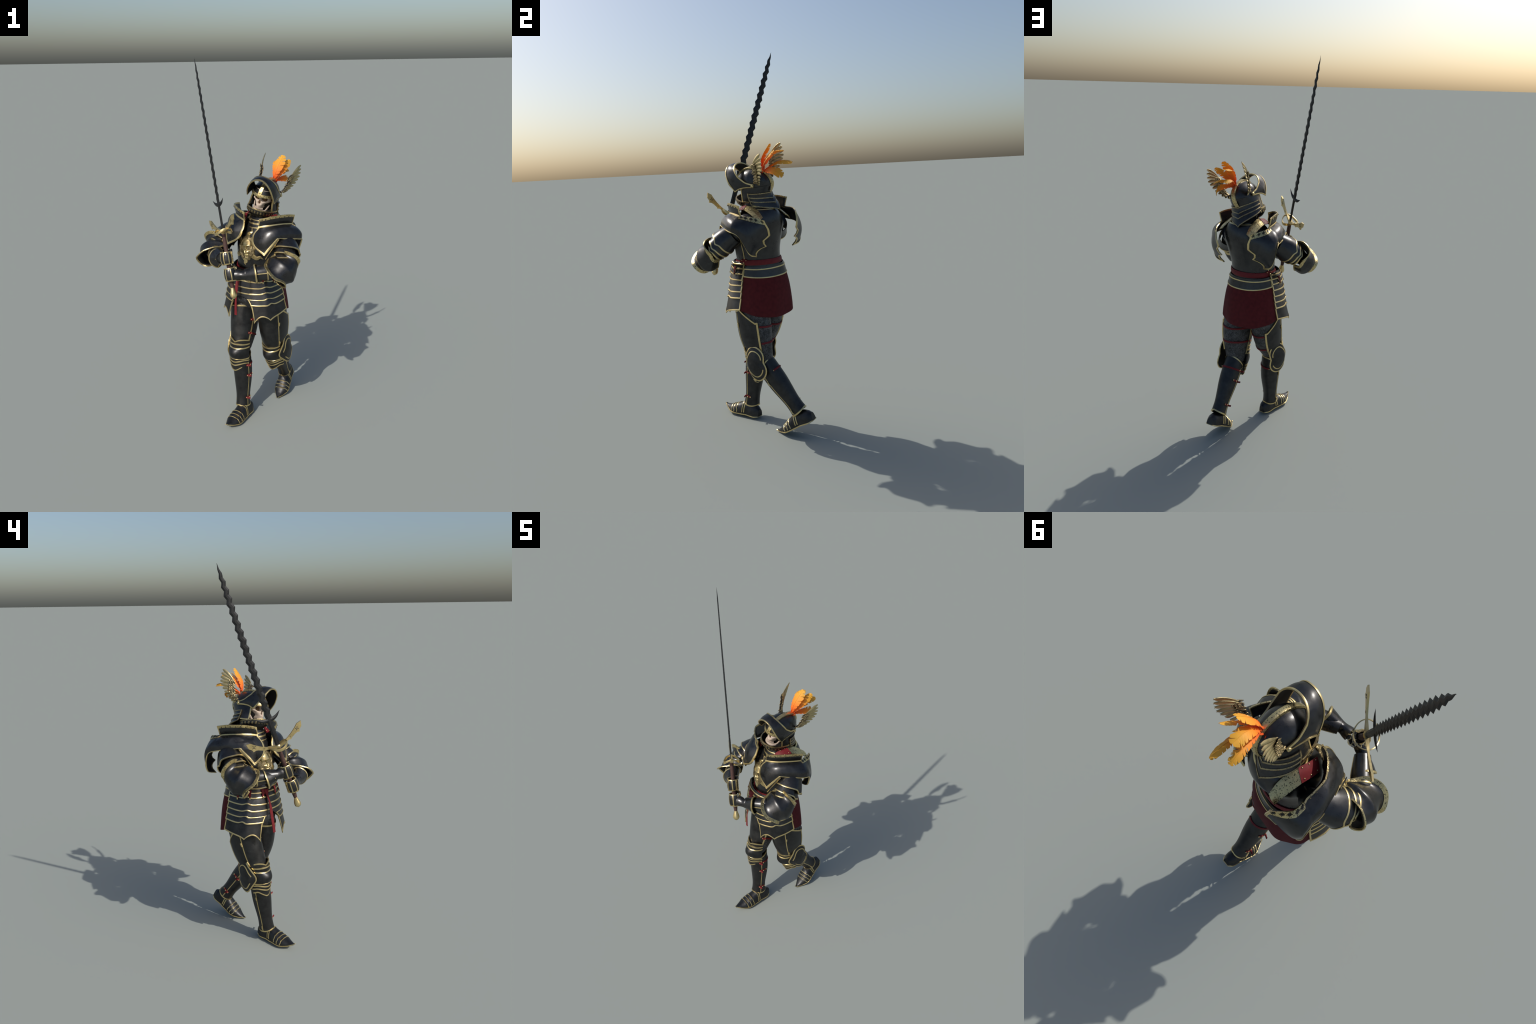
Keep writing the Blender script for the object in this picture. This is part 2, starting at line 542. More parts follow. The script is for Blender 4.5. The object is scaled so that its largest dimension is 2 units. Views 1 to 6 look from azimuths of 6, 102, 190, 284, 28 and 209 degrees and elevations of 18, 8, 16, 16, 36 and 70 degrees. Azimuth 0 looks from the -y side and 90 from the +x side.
    T = np.roll(P, -1, 0) - np.roll(P, 1, 0)
    N = nrm(np.stack([np.cos(f), np.sin(f), 0 * f], 1))
    hgt = .0035 + .004 * np.abs(np.sin(f))
    Z = A(0, 0, 1)
    ring = np.stack([P + N * .0018 + Z * hgt[:, None], P + N * .0026 , P + N * .0018 - Z * hgt[:, None],
                     P - N * .0016 - Z * hgt[:, None], P - N * .0016 + Z * hgt[:, None]], 1)
    V = ring.reshape(-1, 3); F = []
    for i in range(64):
        for s in range(5):
            F.append((i * 5 + s, i * 5 + (s + 1) % 5, ((i + 1) % 64) * 5 + (s + 1) % 5, ((i + 1) % 64) * 5 + s))
    fix_normals(mk("guard_ring", V, F, "gold", sword, SWORD, 40))
    # collar under the blade
    a = np.linspace(0, 2 * math.pi, 12, endpoint=False)
    G = np.stack([r_ * np.stack([1.0 * np.cos(a), .8 * np.sin(a), 0 * a], 1) + A(0, 0, zz) for zz, r_ in ((.338, .010), (.342, .014), (.352, .0155), (.358, .012))])
    solid("guard_block", G, "gold", sword, SWORD, 30)
build_sword()

# ================================================================= TORSO
CUIRASS = Limb([(-.016, .012, .862), (-.014, .012, .90), (-.010, .012, .95), (-.005, .012, 1.00), (-.002, .014, 1.05),
                (0, .018, 1.09), (.002, .024, 1.125), (.004, .034, 1.155), (.006, .04, 1.172)],
               [(.121, .121, .108), (.117, .120, .102), (.118, .124, .104), (.126, .122, .116), (.132, .112, .130),
                (.134, .099, .138), (.120, .083, .130), (.097, .072, .110), (.076, .064, .090)], flat=True)
TC = (0, .02, 1.0)

def build_torso():
    neckline = lambda th: .975 - .085 * np.clip(np.cos(np.radians(th)), 0, 1) ** 1.5
    G = CUIRASS.patch(-180, 180, 0, neckline, 121, 70)[:, :-1]
    cu = shell("cuirass", G, "dark_steel", ROOT, .004, TC, True, inner="inner_steel")
    V, F = trim(G, 'b', .006, .0018, .004, TC, True)
    fix_normals(mk("gold_trim", V, F, "gold", cu, TORSO))
    # side seams where front and back plate meet
    for th in (92, -92):
        s = np.linspace(.05, .75, 40)
        P = CUIRASS.pt(s, np.radians(th)); Q = CUIRASS.pt(s, np.radians(th), .01)
        strip("seam_strip", P, Q - P, .005, .0016, "gold", cu)
        for s0 in (.16, .55):
            a = np.radians(np.linspace(th - 9, th + 9, 10))
            P = CUIRASS.pt(s0 + 0 * a, a, .002); Q = CUIRASS.pt(s0 + 0 * a, a, .012)
            strip("side_strap", P, Q - P, .012, .002, "red_leather", cu)
            many_balls("strap_rivet", [CUIRASS.pt(s0, math.radians(th + d), .005) for d in (-7, 7)], .0026, "gold", cu)
    # waist belt: red sash with a hanging tail
    a = np.radians(np.linspace(-180, 180, 120)[:-1])
    BEL = lambda a_, dr, z_: CUIRASS.pt(0 * a_ + (z_ - .862) / .31, a_, dr)
    Gs = []
    for zz, dr in ((.915, .004), (.908, .0065), (.897, .007), (.888, .0045)):
        Gs.append(CUIRASS.pt(0 * a + np.interp(zz, CUIRASS.C[:, 2], np.linspace(0, 1, 300)), a, dr))
    Gs = np.array(Gs)
    Gs[..., 2] += -.012 * np.cos(a)[None, :] * (np.cos(a) > 0)[None, :]
    sash = shell("waist_sash", Gs, "red_leather", ROOT, .004, TC, True)
    # knot and tail
    kn = ball((-.040, -.128, .868), (.020, .012, .018), 16, 10)
    kn += .0025 * np.sin(kn[..., :1] * 300 + kn[..., 2:] * 210)
    fix_normals(solid("sash_knot", kn, "red_leather", sash))
    u = np.linspace(0, 1, 30)
    P = at([(-.040, -.135, .865), (-.041, -.158, .82), (-.040, -.170, .76), (-.038, -.178, .71), (-.034, -.184, .655)], u)
    N = nrm(at([(.2, -1, .2), (.5, -1, .1), (-.5, -1, .1), (-.25, -1, 0), (-.1, -1, 0)], u))
    strip("sash_tail", P, N, at([.020, .019, .0155, .0165, .0175], u), .0022, "red_leather", sash, sink=.0012)
    # emblem medallion
    build_emblem(cu)
    # neck: gorget lames
    NK = Limb([(.008, .018, 1.118), (.010, .022, 1.142), (.013, .028, 1.165), (.016, .034, 1.19), (.02, .036, 1.215)],
              [(.084, .078, .08), (.079, .074, .077), (.072, .068, .070), (.066, .063, .064), (.060, .058, .060)], flat=True)
    for k in range(4):
        G = NK.patch(-180, 180, .06 + .2 * k, .32 + .2 * k, 73, 5, .003 - .001 * k)[:, :-1]
        plate("gorget_lame", G, "dark_steel", ROOT, 't' if k else 'tb', .0045, .0016, .003, (.01, .03, 1.16), True)
    fix_normals(solid("neck", NK.patch(-180, 180, 0, 1, 49, 10, -.006)[:, :-1], "black_void"))
    # shoulder straps (red leather, studded) and engraved back straps
    for s in (1, -1):
        R = [[(.058, -.050, 1.158), (.080, -.044, 1.156), (.104, -.034, 1.150)],
             [(.070, -.012, 1.185), (.090, -.006, 1.180), (.114, .000, 1.168)],
             [(.072, .030, 1.194), (.094, .036, 1.187), (.118, .040, 1.172)]]
        G = net([[A(s, 1, 1) * A(*p) for p in r] for r in R], 14, 14)
        st = shell("shoulder_strap", G, "red_leather", cu, .004, (0, .02, 1.08))
        many_balls("strap_stud", [G[2, 2], G[2, -3], G[-3, 2], G[-3, -3], G[7, 2], G[7, -3]], .003, "gold", st)
        R = [[(.070, .028, 1.193), (.094, .036, 1.185), (.118, .042, 1.171)],
             [(.072, .062, 1.186), (.096, .068, 1.176), (.120, .072, 1.158)],
             [(.076, .104, 1.162), (.098, .110, 1.152), (.122, .110, 1.136)],
             [(.088, .142, 1.132), (.106, .144, 1.124), (.124, .140, 1.110)]]
        G = net([[A(s, 1, 1) * A(*p) for p in r] for r in R], 14, 20)
        shell("back_strap", G, "engraved_gold", cu, .004, (0, .02, 1.05))

def build_emblem(cu):
    """skull medallion with flames on the breastplate"""
    z_to_s = lambda z: np.interp(z, CUIRASS.C[:, 2], np.linspace(0, 1, 300))
    def on(x, z, dr):
        x, z = np.broadcast_arrays(np.asarray(x, float), np.asarray(z, float))
        s = z_to_s(z); R = CUIRASS.ev(CUIRASS.R, s)
        th = np.arcsin(np.clip((x - CUIRASS.axis(s)[..., 0]) / R[..., 0], -.95, .95))
        P = CUIRASS.pt(s, th)
        N = nrm(CUIRASS.pt(s, th, .01) - P)
        return P + N * np.asarray(dr, float)[..., None]
    cx, cz, tilt = -.012, 1.020, D(8)
    # medallion disc
    rr = np.linspace(0, 1, 22); a = np.linspace(0, 2 * math.pi, 72, endpoint=False)
    wob = 1 + .05 * np.sin(9 * a) + .03 * np.sin(17 * a + 1)
    X = rr[:, None] * np.cos(a) * .056 * wob; Z = rr[:, None] * np.sin(a) * .066 * wob
    rim_h = .004 + .0028 * np.exp(-((rr - .80) / .07) ** 2) - .0012 * np.exp(-((rr - .62) / .08) ** 2) - .004 * (rr > .97)
    G = on(cx + X, cz + Z, np.broadcast_to(rim_h[:, None], X.shape))
    med = mk("emblem_medallion", G.reshape(-1, 3), grid_faces(22, 72, True), "bronze_gold", cu, TORSO, 50)
    fix_normals(med)
    # skull relief
    n = 64
    gx, gz = np.meshgrid(np.linspace(-1, 1, n), np.linspace(-1, 1, n))
    def g(x0, z0, sx, sz, q=2):
        return np.exp(-(np.abs((gx - x0) / sx) ** q + np.abs((gz - z0) / sz) ** q))
    h = 1.0 * np.clip(1 - (gx / .84) ** 2 - ((gz - .26) / .76) ** 2, 0, 1) ** .45
    h = np.maximum(h, .80 * np.clip(1 - (gx / .50) ** 2 - ((gz + .52) / .50) ** 2, 0, 1) ** .45)
    for q in (1, -1):
        h -= 1.05 * g(.36 * q, -.05, .25, .22, 3)             # eye sockets
        h += .26 * g(.38 * q, .24, .34, .10)                  # brow
        h += .30 * g(.56 * q, -.34, .17, .11)                 # cheekbone
        h -= .35 * g(.44 * q, -.62, .14, .18)                 # hollow cheek
    h -= .62 * g(0, -.33, .12, .13, 3)                        # nose
    h -= .30 * g(0, -.66, .42, .03)
    h -= .14 * np.abs(np.sin(gx * 13)) * g(0, -.66, .40, .16)
    h = np.clip(h, -.1, 2)
    xs, zs = gx * .039, gz * .051
    xr = xs * math.cos(tilt) - zs * math.sin(tilt); zr = xs * math.sin(tilt) + zs * math.cos(tilt)
    G = on(cx + xr, cz + .004 + zr, -.001 + .0155 * h)
    fix_normals(mk("emblem_skull", G.reshape(-1, 3), grid_faces(n, n, False), "gold", med, TORSO, 70))
    # flames around the disc
    flames = [[(-.008, 1.075), (-.014, 1.092), (.002, 1.104), (-.004, 1.124)],
              [(.030, .985), (.050, .972), (.066, .978), (.078, .964)],
              [(-.018, .966), (-.008, .950), (-.018, .940), (-.012, .926)],
              [(-.055, .985), (-.074, .972), (-.080, .980), (-.094, .966)],
              [(.036, 1.050), (.052, 1.064), (.062, 1.056), (.072, 1.070)],
              [(-.056, 1.05), (-.072, 1.066), (-.084, 1.056), (-.092, 1.072)]]
    for f in flames:
        u = np.linspace(0, 1, 22)
        c = at(f, u)
        P = on(c[:, 0], c[:, 1], 0 * u + .0005); Q = on(c[:, 0], c[:, 1], 0 * u + .01)
        strip("emblem_flame", P, Q - P, at([.026, .021, .013, .0012], u), at([.005, .0045, .004, .002], u)[:, None], "gold", med)
build_torso()

# ================================================================= HIPS
PELVIS = Limb([(-.018, .004, .905), (-.019, .002, .86), (-.02, 0, .81), (-.02, 0, .76), (-.02, 0, .70), (-.02, 0, .64), (-.02, 0, .56)],
              [(.122, .120, .112), (.133, .127, .122), (.144, .135, .136), (.155, .142, .144), (.168, .149, .146), (.179, .154, .144), (.188, .160, .136)], power=2.25)
PC = (-.02, 0, .75)
def zs(z):
    return np.interp(z, PELVIS.C[::-1, 2], np.linspace(1, 0, 300))

def build_hips():
    # under garment of mail
    G = PELVIS.patch(-180, 180, zs(.89), zs(.655), 80, 24, -.020)[:, :-1]
    G[-6:, :, :2] += (A(-.02, 0) - G[-6:, :, :2]) * np.linspace(.05, .5, 6)[:, None, None]
    solid("mail_skirt", G, "chain_mail", ROOT)
    # red cloth skirt at the back
    def hem(th):
        b = np.abs(np.abs(th) - 180)
        return zs(.615 + .063 * (b / 100) ** 1.6)
    G = PELVIS.patch(91, 269, zs(.872), hem, 90, 26, .002)
    th = np.linspace(91, 269, 90)
    wave = .003 * np.sin(np.radians(th) * 9)[None, :] * np.linspace(0, 1, 26)[:, None] ** 1.5
    d = nrm((G - A(-.02, 0, 0)) * A(1, 1, 0))
    G = G + d * wave[..., None]
    shell("cloth_skirt", G, "red_cloth", ROOT, .005, PC)
    # back belt lames
    for z0, z1, dr in ((.888, .868, .0015), (.876, .836, .004)):
        G = PELVIS.patch(95.5, 264.5, zs(z0), lambda th, z1=z1: zs(z1 - .006 * np.cos(np.radians(th - 180))), 70, 6, dr)
        plate("fauld_lame", G, "dark_steel", ROOT, 'b' if z1 > .85 else 'tblr', .005, .0016, .003, PC)
    # front fauld and tassets: rows of lames, arch cut at the middle
    rows = [(.900, .884), (.890, .862), (.868, .836), (.842, .805), (.811, .775), (.781, .744), (.750, .713), (.719, .634)]
    def inner_deg(z):
        return np.interp(z, [.60, .64, .69, .72, .745, .757, .7585, .92], [24.5, 24, 21, 18, 12, 5, 0, 0])
    for side in (1, -1):
        tas = None
        for k, (za, zb) in enumerate(rows):
            last = k == len(rows) - 1
            nu, nv = 64, 8 if not last else 22
            u = np.linspace(0, 1, nu); v = np.linspace(0, 1, nv)[:, None]
            th = u * 96                                   # nominal angle, inner edge trimmed below
            def lower(th_):
                ridge = .008 * np.exp(-((th_ - 52) / 7) ** 2)
                base = zb + ridge * (not last) + .012 * (th_ / 96) ** 2
                if last:   # scalloped hem: cusps at the inner corner, the middle and the outer corner
                    hem_ = np.where(th_ < 54, .612 + .032 * np.sin(np.clip((th_ - 24) / 30, 0, 1) * math.pi) ** .7 + .020 * np.clip((th_ - 24) / 30, 0, 1),
                                    .632 + .036 * np.clip((th_ - 54) / 42, 0, 1) ** .55)
                    return hem_
                return base
            up = za + .012 * (th / 96) ** 2
            lo = lower(th)
            z = up + (lo - up) * v
            thm = np.broadcast_to(th, z.shape)
            i0 = inner_deg(z)
            thm = i0 + (thm / 96) * (96 - i0)
            if last:
                lo2 = np.vectorize(float)(lower(thm[-1])); z = up + (lo2 - up) * v
                i0 = inner_deg(z); thm = i0 + (np.broadcast_to(th, z.shape) / 96) * (96 - i0)
            bul = .004 + .006 * np.linspace(0, 1, nv)[:, None] * np.ones(nu) + .004 * np.exp(-((thm - 52) / 8) ** 2)
            G = PELVIS.pt(zs(z), np.radians(thm) * side, bul)
            e = 'b' + ('l' if za < .76 else '') + 'r'
            ob = plate("tasset" if last else "fauld_lame", G, "worn_steel" if last else "dark_steel", ROOT, e, .0055, .0017, .003, PC)
        # small red straps with gold buckles over the fauld
        for thc in (16, 46, 74):
            s = np.linspace(zs(.882), zs(.842), 10)
            P = PELVIS.pt(s, np.radians(thc) * side + 0 * s, .0135); Q = PELVIS.pt(s, np.radians(thc) * side + 0 * s, .03)
            st = strip("buckle_strap", P, Q - P, np.linspace(.018, .009, 10), .0016, "red_leather", ROOT)
            c = PELVIS.pt(zs(.840), np.radians(thc) * side, .015)
            o = nrm(c - A(-.02, 0, c[2])); tt = A(-o[1], o[0], 0)
            boxes("strap_end", [(c, tt * .0035, o * .002, A(0, 0, .006))], "gold", st)
build_hips()

# ================================================================= LEGS
class Leg:
    pass

def build_leg(side, hip, mid, knee, shin, calf, ankle, ffront, sfront, back=.0):
    """side +1 left, -1 right"""
    ff = A(*ffront); sf = A(*sfront)
    TH = Limb([hip, mid, knee], [(.079, .088, .094 + back * .5), (.071, .086, .090 + back), (.055, .060, .064 + back * .4)], ff)
    SH = Limb([shin, calf, A(*calf) * .35 + A(*ankle) * .65, ankle], [(.050, .052, .054), (.048, .047, .056), (.036, .037, .040), (.036, .044, .042)], sf)
    o = side
    cT = (A(*mid)); cS = A(*calf)
    # mail trousers under the plates
    leg = solid("thigh_mail", TH.patch(-180, 180, 0, 1, 49, 30, -.003)[:, :-1], "chain_mail", ROOT)
    kn = ball(knee, (.052, .056, .056), 24, 16)
    fix_normals(solid("knee_mail", kn, "chain_mail", leg))
    # cuisse: front and outer thigh plate
    top = lambda th: .10 + .05 * np.clip((th * o + 75) / 200, 0, 1) - .06 * np.clip((th * o - 40) / 40, 0, 1) + .20 * np.clip((th * o - 80) / 48, 0, 1)
    bot = lambda th: .93 + .05 * np.cos(np.radians(th))
    G = TH.patch(-78 * o, 136 * o, top, bot, 80, 34, .003)
    cu = plate("cuisse", G, "worn_steel", ROOT, 'tlr', .008, .0018, .003, cT, inner="inner_steel")
    s = np.linspace(.14, .80, 30); a = math.radians(62 * o)
    P = TH.pt(s, a, .003); Q = TH.pt(s, a, .02)
    strip("seam_strip", P, Q - P, .0055, .0018, "gold", cu)
    hinges = []
    for s0 in (.32, .72):
        c = TH.pt(s0, a + D(2) * o, .006); t_ = TH.pt(s0 + .05, a, .006) - c
        n_ = nrm(TH.pt(s0, a, .03) - c); b_ = np.cross(nrm(t_), n_)
        hinges.append((c, nrm(t_) * .011, b_ * .004, n_ * .003))
    boxes("hinge", hinges, "gold", cu)
    # red straps round the back of the thigh
    for s0 in (.36, .66):
        aa = np.radians(np.linspace(140, 278, 30)) * o
        ss = s0 + .02 * np.sin(np.linspace(0, math.pi, 30))
        P = TH.pt(ss, aa, -.001); Q = TH.pt(ss, aa, .02)
        st = strip("leg_strap", P, Q - P, .010, .0022, "red_leather", leg)
        c = TH.pt(s0, math.radians(288) * o, .006)
        n_ = nrm(c - TH.axis(s0)); t_ = TH.ev(TH.T, np.array(s0)); b_ = np.cross(n_, t_)
        boxes("strap_end", [(c, b_ * .012, t_ * .006, n_ * .003)], "red_leather", st)
        many_balls("strap_rivet", [c + b_ * .009 + n_ * .003, c - b_ * .009 + n_ * .003], .0026, "gold", st)
    # greave
    G = SH.patch(-180, 180, lambda th: .10 + .05 * np.cos(np.radians(th)), lambda th: .955 + .045 * np.abs(np.sin(np.radians(th))), 73, 40, .003)[:, :-1]
    gr = plate("greave", G, "worn_steel", ROOT, 'tb', .006, .0016, .003, cS, True, inner="inner_steel")
    for aa in (80, -80):
        s = np.linspace(.16, .97, 40); a = math.radians(aa * o)
        P = SH.pt(s, a, .003); Q = SH.pt(s, a, .02)
        strip("seam_strip", P, Q - P, .0048, .0016, "gold", gr)
    hinges = []
    for s0 in (.30, .86):
        c = SH.pt(s0, math.radians(80 * o), .006); t_ = SH.pt(s0 + .05, math.radians(80 * o), .006) - c
        n_ = nrm(SH.pt(s0, math.radians(80 * o), .03) - c); b_ = np.cross(nrm(t_), n_)
        hinges.append((c, nrm(t_) * .010, b_ * .0035, n_ * .003))
    boxes("hinge", hinges, "gold", gr)
    for s0, long in ((.20, 1), (.34, 0), (.72, 0)):
        a0, a1 = (-70, -215) if long else (-66, -112)
        aa = np.radians(np.linspace(a0, a1, 24)) * o
        P = SH.pt(s0 + 0 * aa, aa, .004); Q = SH.pt(s0 + 0 * aa, aa, .02)
        st = strip("leg_strap", P, Q - P, .0105, .0026, "red_leather", gr)
        ends = [SH.pt(s0, math.radians(x) * o, .0075) for x in (a0, -112 if not long else a1, -92)]
        many_balls("strap_rivet", ends, .0032, "gold", st)
        c = SH.pt(s0, math.radians(-74) * o, .008); n_ = nrm(c - SH.axis(s0))
        t_ = SH.ev(SH.T, np.array(s0)); b_ = np.cross(n_, t_)
        boxes("strap_end", [(c + n_ * .005, nrm(n_ * .8 - b_ * o * .6) * .014, t_ * .0045, nrm(b_ + n_ * o * .6) * .0025)], "red_leather", st)
    return TH, SH, cu, gr

def build_poleyn(side, knee, fwd, up, out):
    """knee cop with lames above and below and a fan wing on the outside. local axes fwd, up, out"""
    f, u_, o_ = nrm(A(*fwd)), A(*up), A(*out)
    u_ = nrm(u_ - f * (u_ @ f)); o_ = np.cross(f, u_); o_ = o_ if o_ @ A(*out) > 0 else -o_
    K = A(*knee)
    def W(P):
        P = np.asarray(P, float)
        return K + P[..., :1] * o_ + P[..., 1:2] * f + P[..., 2:3] * u_
    def arc(a0, a1, zt, zb, r, n=40, nv=7, bulge=0, zf=None, ecc=1.0):
        a = np.radians(np.linspace(a0, a1, n))[None, :]; v = np.linspace(0, 1, nv)[:, None]
        t0 = zt(np.degrees(a)) if callable(zt) else zt
        b0 = zb(np.degrees(a)) if callable(zb) else zb
        z = t0 + (b0 - t0) * v + 0 * a
        rr = (r(v) if callable(r) else r) + bulge * np.sin(math.pi * v) * np.cos(a) ** 2
        return W(np.stack([rr * np.sin(a) + 0 * z, rr * ecc * np.cos(a) + 0 * z, z], 2))
    c = tuple(K)
    wavy = lambda z0, k: (lambda d: z0 + k * np.abs(np.sin(np.radians(d) * 2.0)) - k * .4 * np.exp(-(d / 14) ** 2))
    # upper lames
    plate("knee_lame", arc(-86, 86, wavy(.066, .010), .034, .060, ecc=1.06), "worn_steel", ROOT, 't', .006, .0018, .003, c)
    plate("knee_lame", arc(-84, 84, .050, .020, .0625, ecc=1.08), "worn_steel", ROOT, 't', .006, .0018, .003, c)
    # cop: dome
    a = np.radians(np.linspace(-82, 82, 48))[None, :]; v = np.linspace(0, 1, 22)[:, None]
    zt = .034 - .010 * np.cos(a); zb = -.040 - .004 * np.cos(a)
    z = zt + (zb - zt) * v
    rr = .0635 + .019 * np.sin(math.pi * v) ** .8 * np.cos(a) ** 4 + 0 * a
    P = W(np.stack([rr * np.sin(a), rr * 1.06 * np.cos(a), z], 2))
    cop = plate("knee_cop", P, "worn_steel", ROOT, 'tb', .006, .0018, .003, c)
    # lower lames ending in a point
    pt = lambda z0, k: (lambda d: z0 - k * np.exp(-(d / 30) ** 2) + k * .3 * np.exp(-((np.abs(d) - 55) / 16) ** 2))
    plate("knee_lame", arc(-84, 84, -.030, pt(-.054, .010), .063, ecc=1.07), "worn_steel", ROOT, 'b', .0055, .0018, .003, c)
    plate("knee_lame", arc(-82, 82, -.044, pt(-.072, .012), .0615, ecc=1.06), "worn_steel", ROOT, 'b', .0055, .0018, .003, c)
    plate("knee_lame", arc(-80, 80, -.058, pt(-.096, .022), lambda v_: .0600 - .003 * v_, ecc=1.03), "worn_steel", ROOT, 'b', .0055, .0018, .003, c)
    # fan wing: heart shaped dish standing off the outer side of the knee
    n, m = 44, 20
    t = np.linspace(0, 2 * math.pi, n, endpoint=False)
    out_r = .068 * (1 + .08 * np.abs(np.sin(t)) - .24 * np.exp(-((t - math.pi) / .38) ** 2) + .18 * np.exp(-((np.minimum(t, 2 * math.pi - t)) / .5) ** 2))
    rr = np.linspace(.0, 1, m)
    yy = -.030 + rr[:, None] * np.cos(t) * out_r * .95
    zz = -.004 + rr[:, None] * np.sin(t) * out_r * 1.22 * (1 - .42 * np.clip(np.cos(t), 0, 1) ** 2)
    xx = .070 + .018 * (1 - rr[:, None] ** 2) * np.ones(n) + .16 * (yy + .030) - .55 * np.clip(yy - .008, 0, 1)
    G = W(np.stack([xx, yy, zz], 2))
    wing = shell("knee_wing", G, "worn_steel", cop, .003, c, True, inner="inner_steel")
    V, F = trim(G, 'b', .006, .0018, .003, c, True)
    fix_normals(mk("gold_trim", V, F, "gold", wing))
    k = int(m * .74)
    ring = G[k]; N = orient(G, c, True)[k]
    sel = [i for i in range(n) if math.sin(t[i]) > .25]
    strip("wing_ridge", ring[sel], N[sel], .006, .0018, "gold", wing)
    sel = [i for i in range(n) if math.sin(t[i]) < -.45]
    strip("wing_ridge", ring[sel], N[sel], .006, .0018, "gold", wing)

def build_foot(side, heel, toe, up, ankle):
    H, Tt = A(*heel), A(*toe)
    d = nrm(Tt - H); L = np.linalg.norm(Tt - H)
    u_ = A(*up); u_ = nrm(u_ - d * (u_ @ d)); l_ = np.cross(d, u_)
    if l_[0] < 0: l_ = -l_
    s = np.linspace(0, 1, 64)
    hw = np.interp(s, [0, .03, .12, .28, .45, .62, .72, .85, .95, 1], [.012, .026, .034, .035, .040, .044, .041, .025, .009, .002])
    ht = np.interp(s, [0, .04, .14, .30, .40, .52, .66, .8, .92, 1], [.040, .058, .070, .080, .074, .062, .047, .032, .016, .006])
    hw = np.convolve(np.pad(hw, 3, 'edge'), np.ones(7) / 7, 'valid'); ht = np.convolve(np.pad(ht, 3, 'edge'), np.ones(7) / 7, 'valid')
    sole = np.interp(s, [0, .1, .3, .5, .7, .85, .95, 1], [.002, -.002, -.003, -.010, -.016, -.013, -.006, .0])
    a = np.linspace(-math.pi, math.pi, 48, endpoint=False)
    step = np.zeros_like(s)
    for c_ in (.60, .68, .76):                    # overlapping toe lames stand proud
        step += .0022 * np.clip(1 - np.abs(s - c_ + .02) / .045, 0, 1)
    step += .0025 * np.clip(1 - np.abs(s - .40) / .05, 0, 1)
    y = np.sign(np.sin(a)) * np.abs(np.sin(a)) ** .85
    z = np.where(np.cos(a) > 0, np.abs(np.cos(a)) ** .9, -.10 * np.abs(np.cos(a)) ** .4)
    z = np.maximum(z, -.10)
    G = H + d * (s * L)[:, None, None] + l_ * ((hw + step * .6)[:, None] * y[None])[..., None] + \
        u_ * ((sole + .008)[:, None] + (ht + step - .008)[:, None] * z[None])[..., None]
    foot = solid("sabaton", G, "worn_steel", ROOT, TORSO, 40)
    fix_normals(foot)
    def cross(sc, w, name="toe_lame_edge", lean=.0):
        i0 = int(sc * 63)
        idx = [k for k in range(48) if math.cos(a[k]) > .02]
        pts = []
        for k in idx:
            i = int(np.clip((sc - lean * abs(math.sin(a[k])) ** 2) * 63, 0, 63)); pts.append(G[i, k])
        pts = np.array(pts)
        ctr = H + d * sc * L + u_ * .012
        strip(name, pts, pts - ctr, w, .0022, "gold", foot)
    for sc in (.58, .66, .74):
        cross(sc, .005, lean=.03)
    cross(.37, .006, "instep_edge", .02); cross(.42, .005, "instep_edge", .02)
    # gold sole rim, both sides, meeting at the toe
    ki = int(np.argmin(np.abs(a - math.pi * .5))); kj = int(np.argmin(np.abs(a + math.pi * .5)))
    path = np.concatenate([G[::-1, ki], G[:, kj]])
    ctr = H + d * np.concatenate([s[::-1], s])[:, None] * L
    strip("sole_rim", path - u_ * .001, path - ctr, .006, .0018, "gold", foot)
    # ankle collar line
    aa = np.linspace(-math.pi, math.pi, 40)
    C0 = H + d * .25 * L
    return foot

thL = dict(hip=(.075, -.012, .69), mid=(.080, .0, .525), knee=(.070, .012, .385))
R_leg = build_leg(-1, (-.097, -.002, .69), (-.084, -.040, .53), (-.069, -.094, .415),
                  (-.069, -.100, .41), (-.053, -.108, .26), (-.038, -.128, .066), (0, -1, -.2), (0, -1, 0))
L_leg = build_leg(1, (.066, .010, .69), (.070, .028, .525), (.060, .056, .390),
                  (.060, .054, .395), (.037, .138, .278), (.004, .252, .128), (0, -1, 0), (0, -.78, -.6), .016)
build_poleyn(-1, (-.069, -.096, .405), (0, -1, .08), (0, .1, 1), (-1, -.1, 0))
build_poleyn(1, (.061, .050, .384), (0, -.97, -.25), (0, -.25, .97), (1, .1, 0))
build_foot(-1, (-.030, -.066, .004), (-.019, -.318, .030), (0, .1, 1), None)
build_foot(1, (-.010, .337, .095), (.035, .119, .001), (0, 0, 1), None)

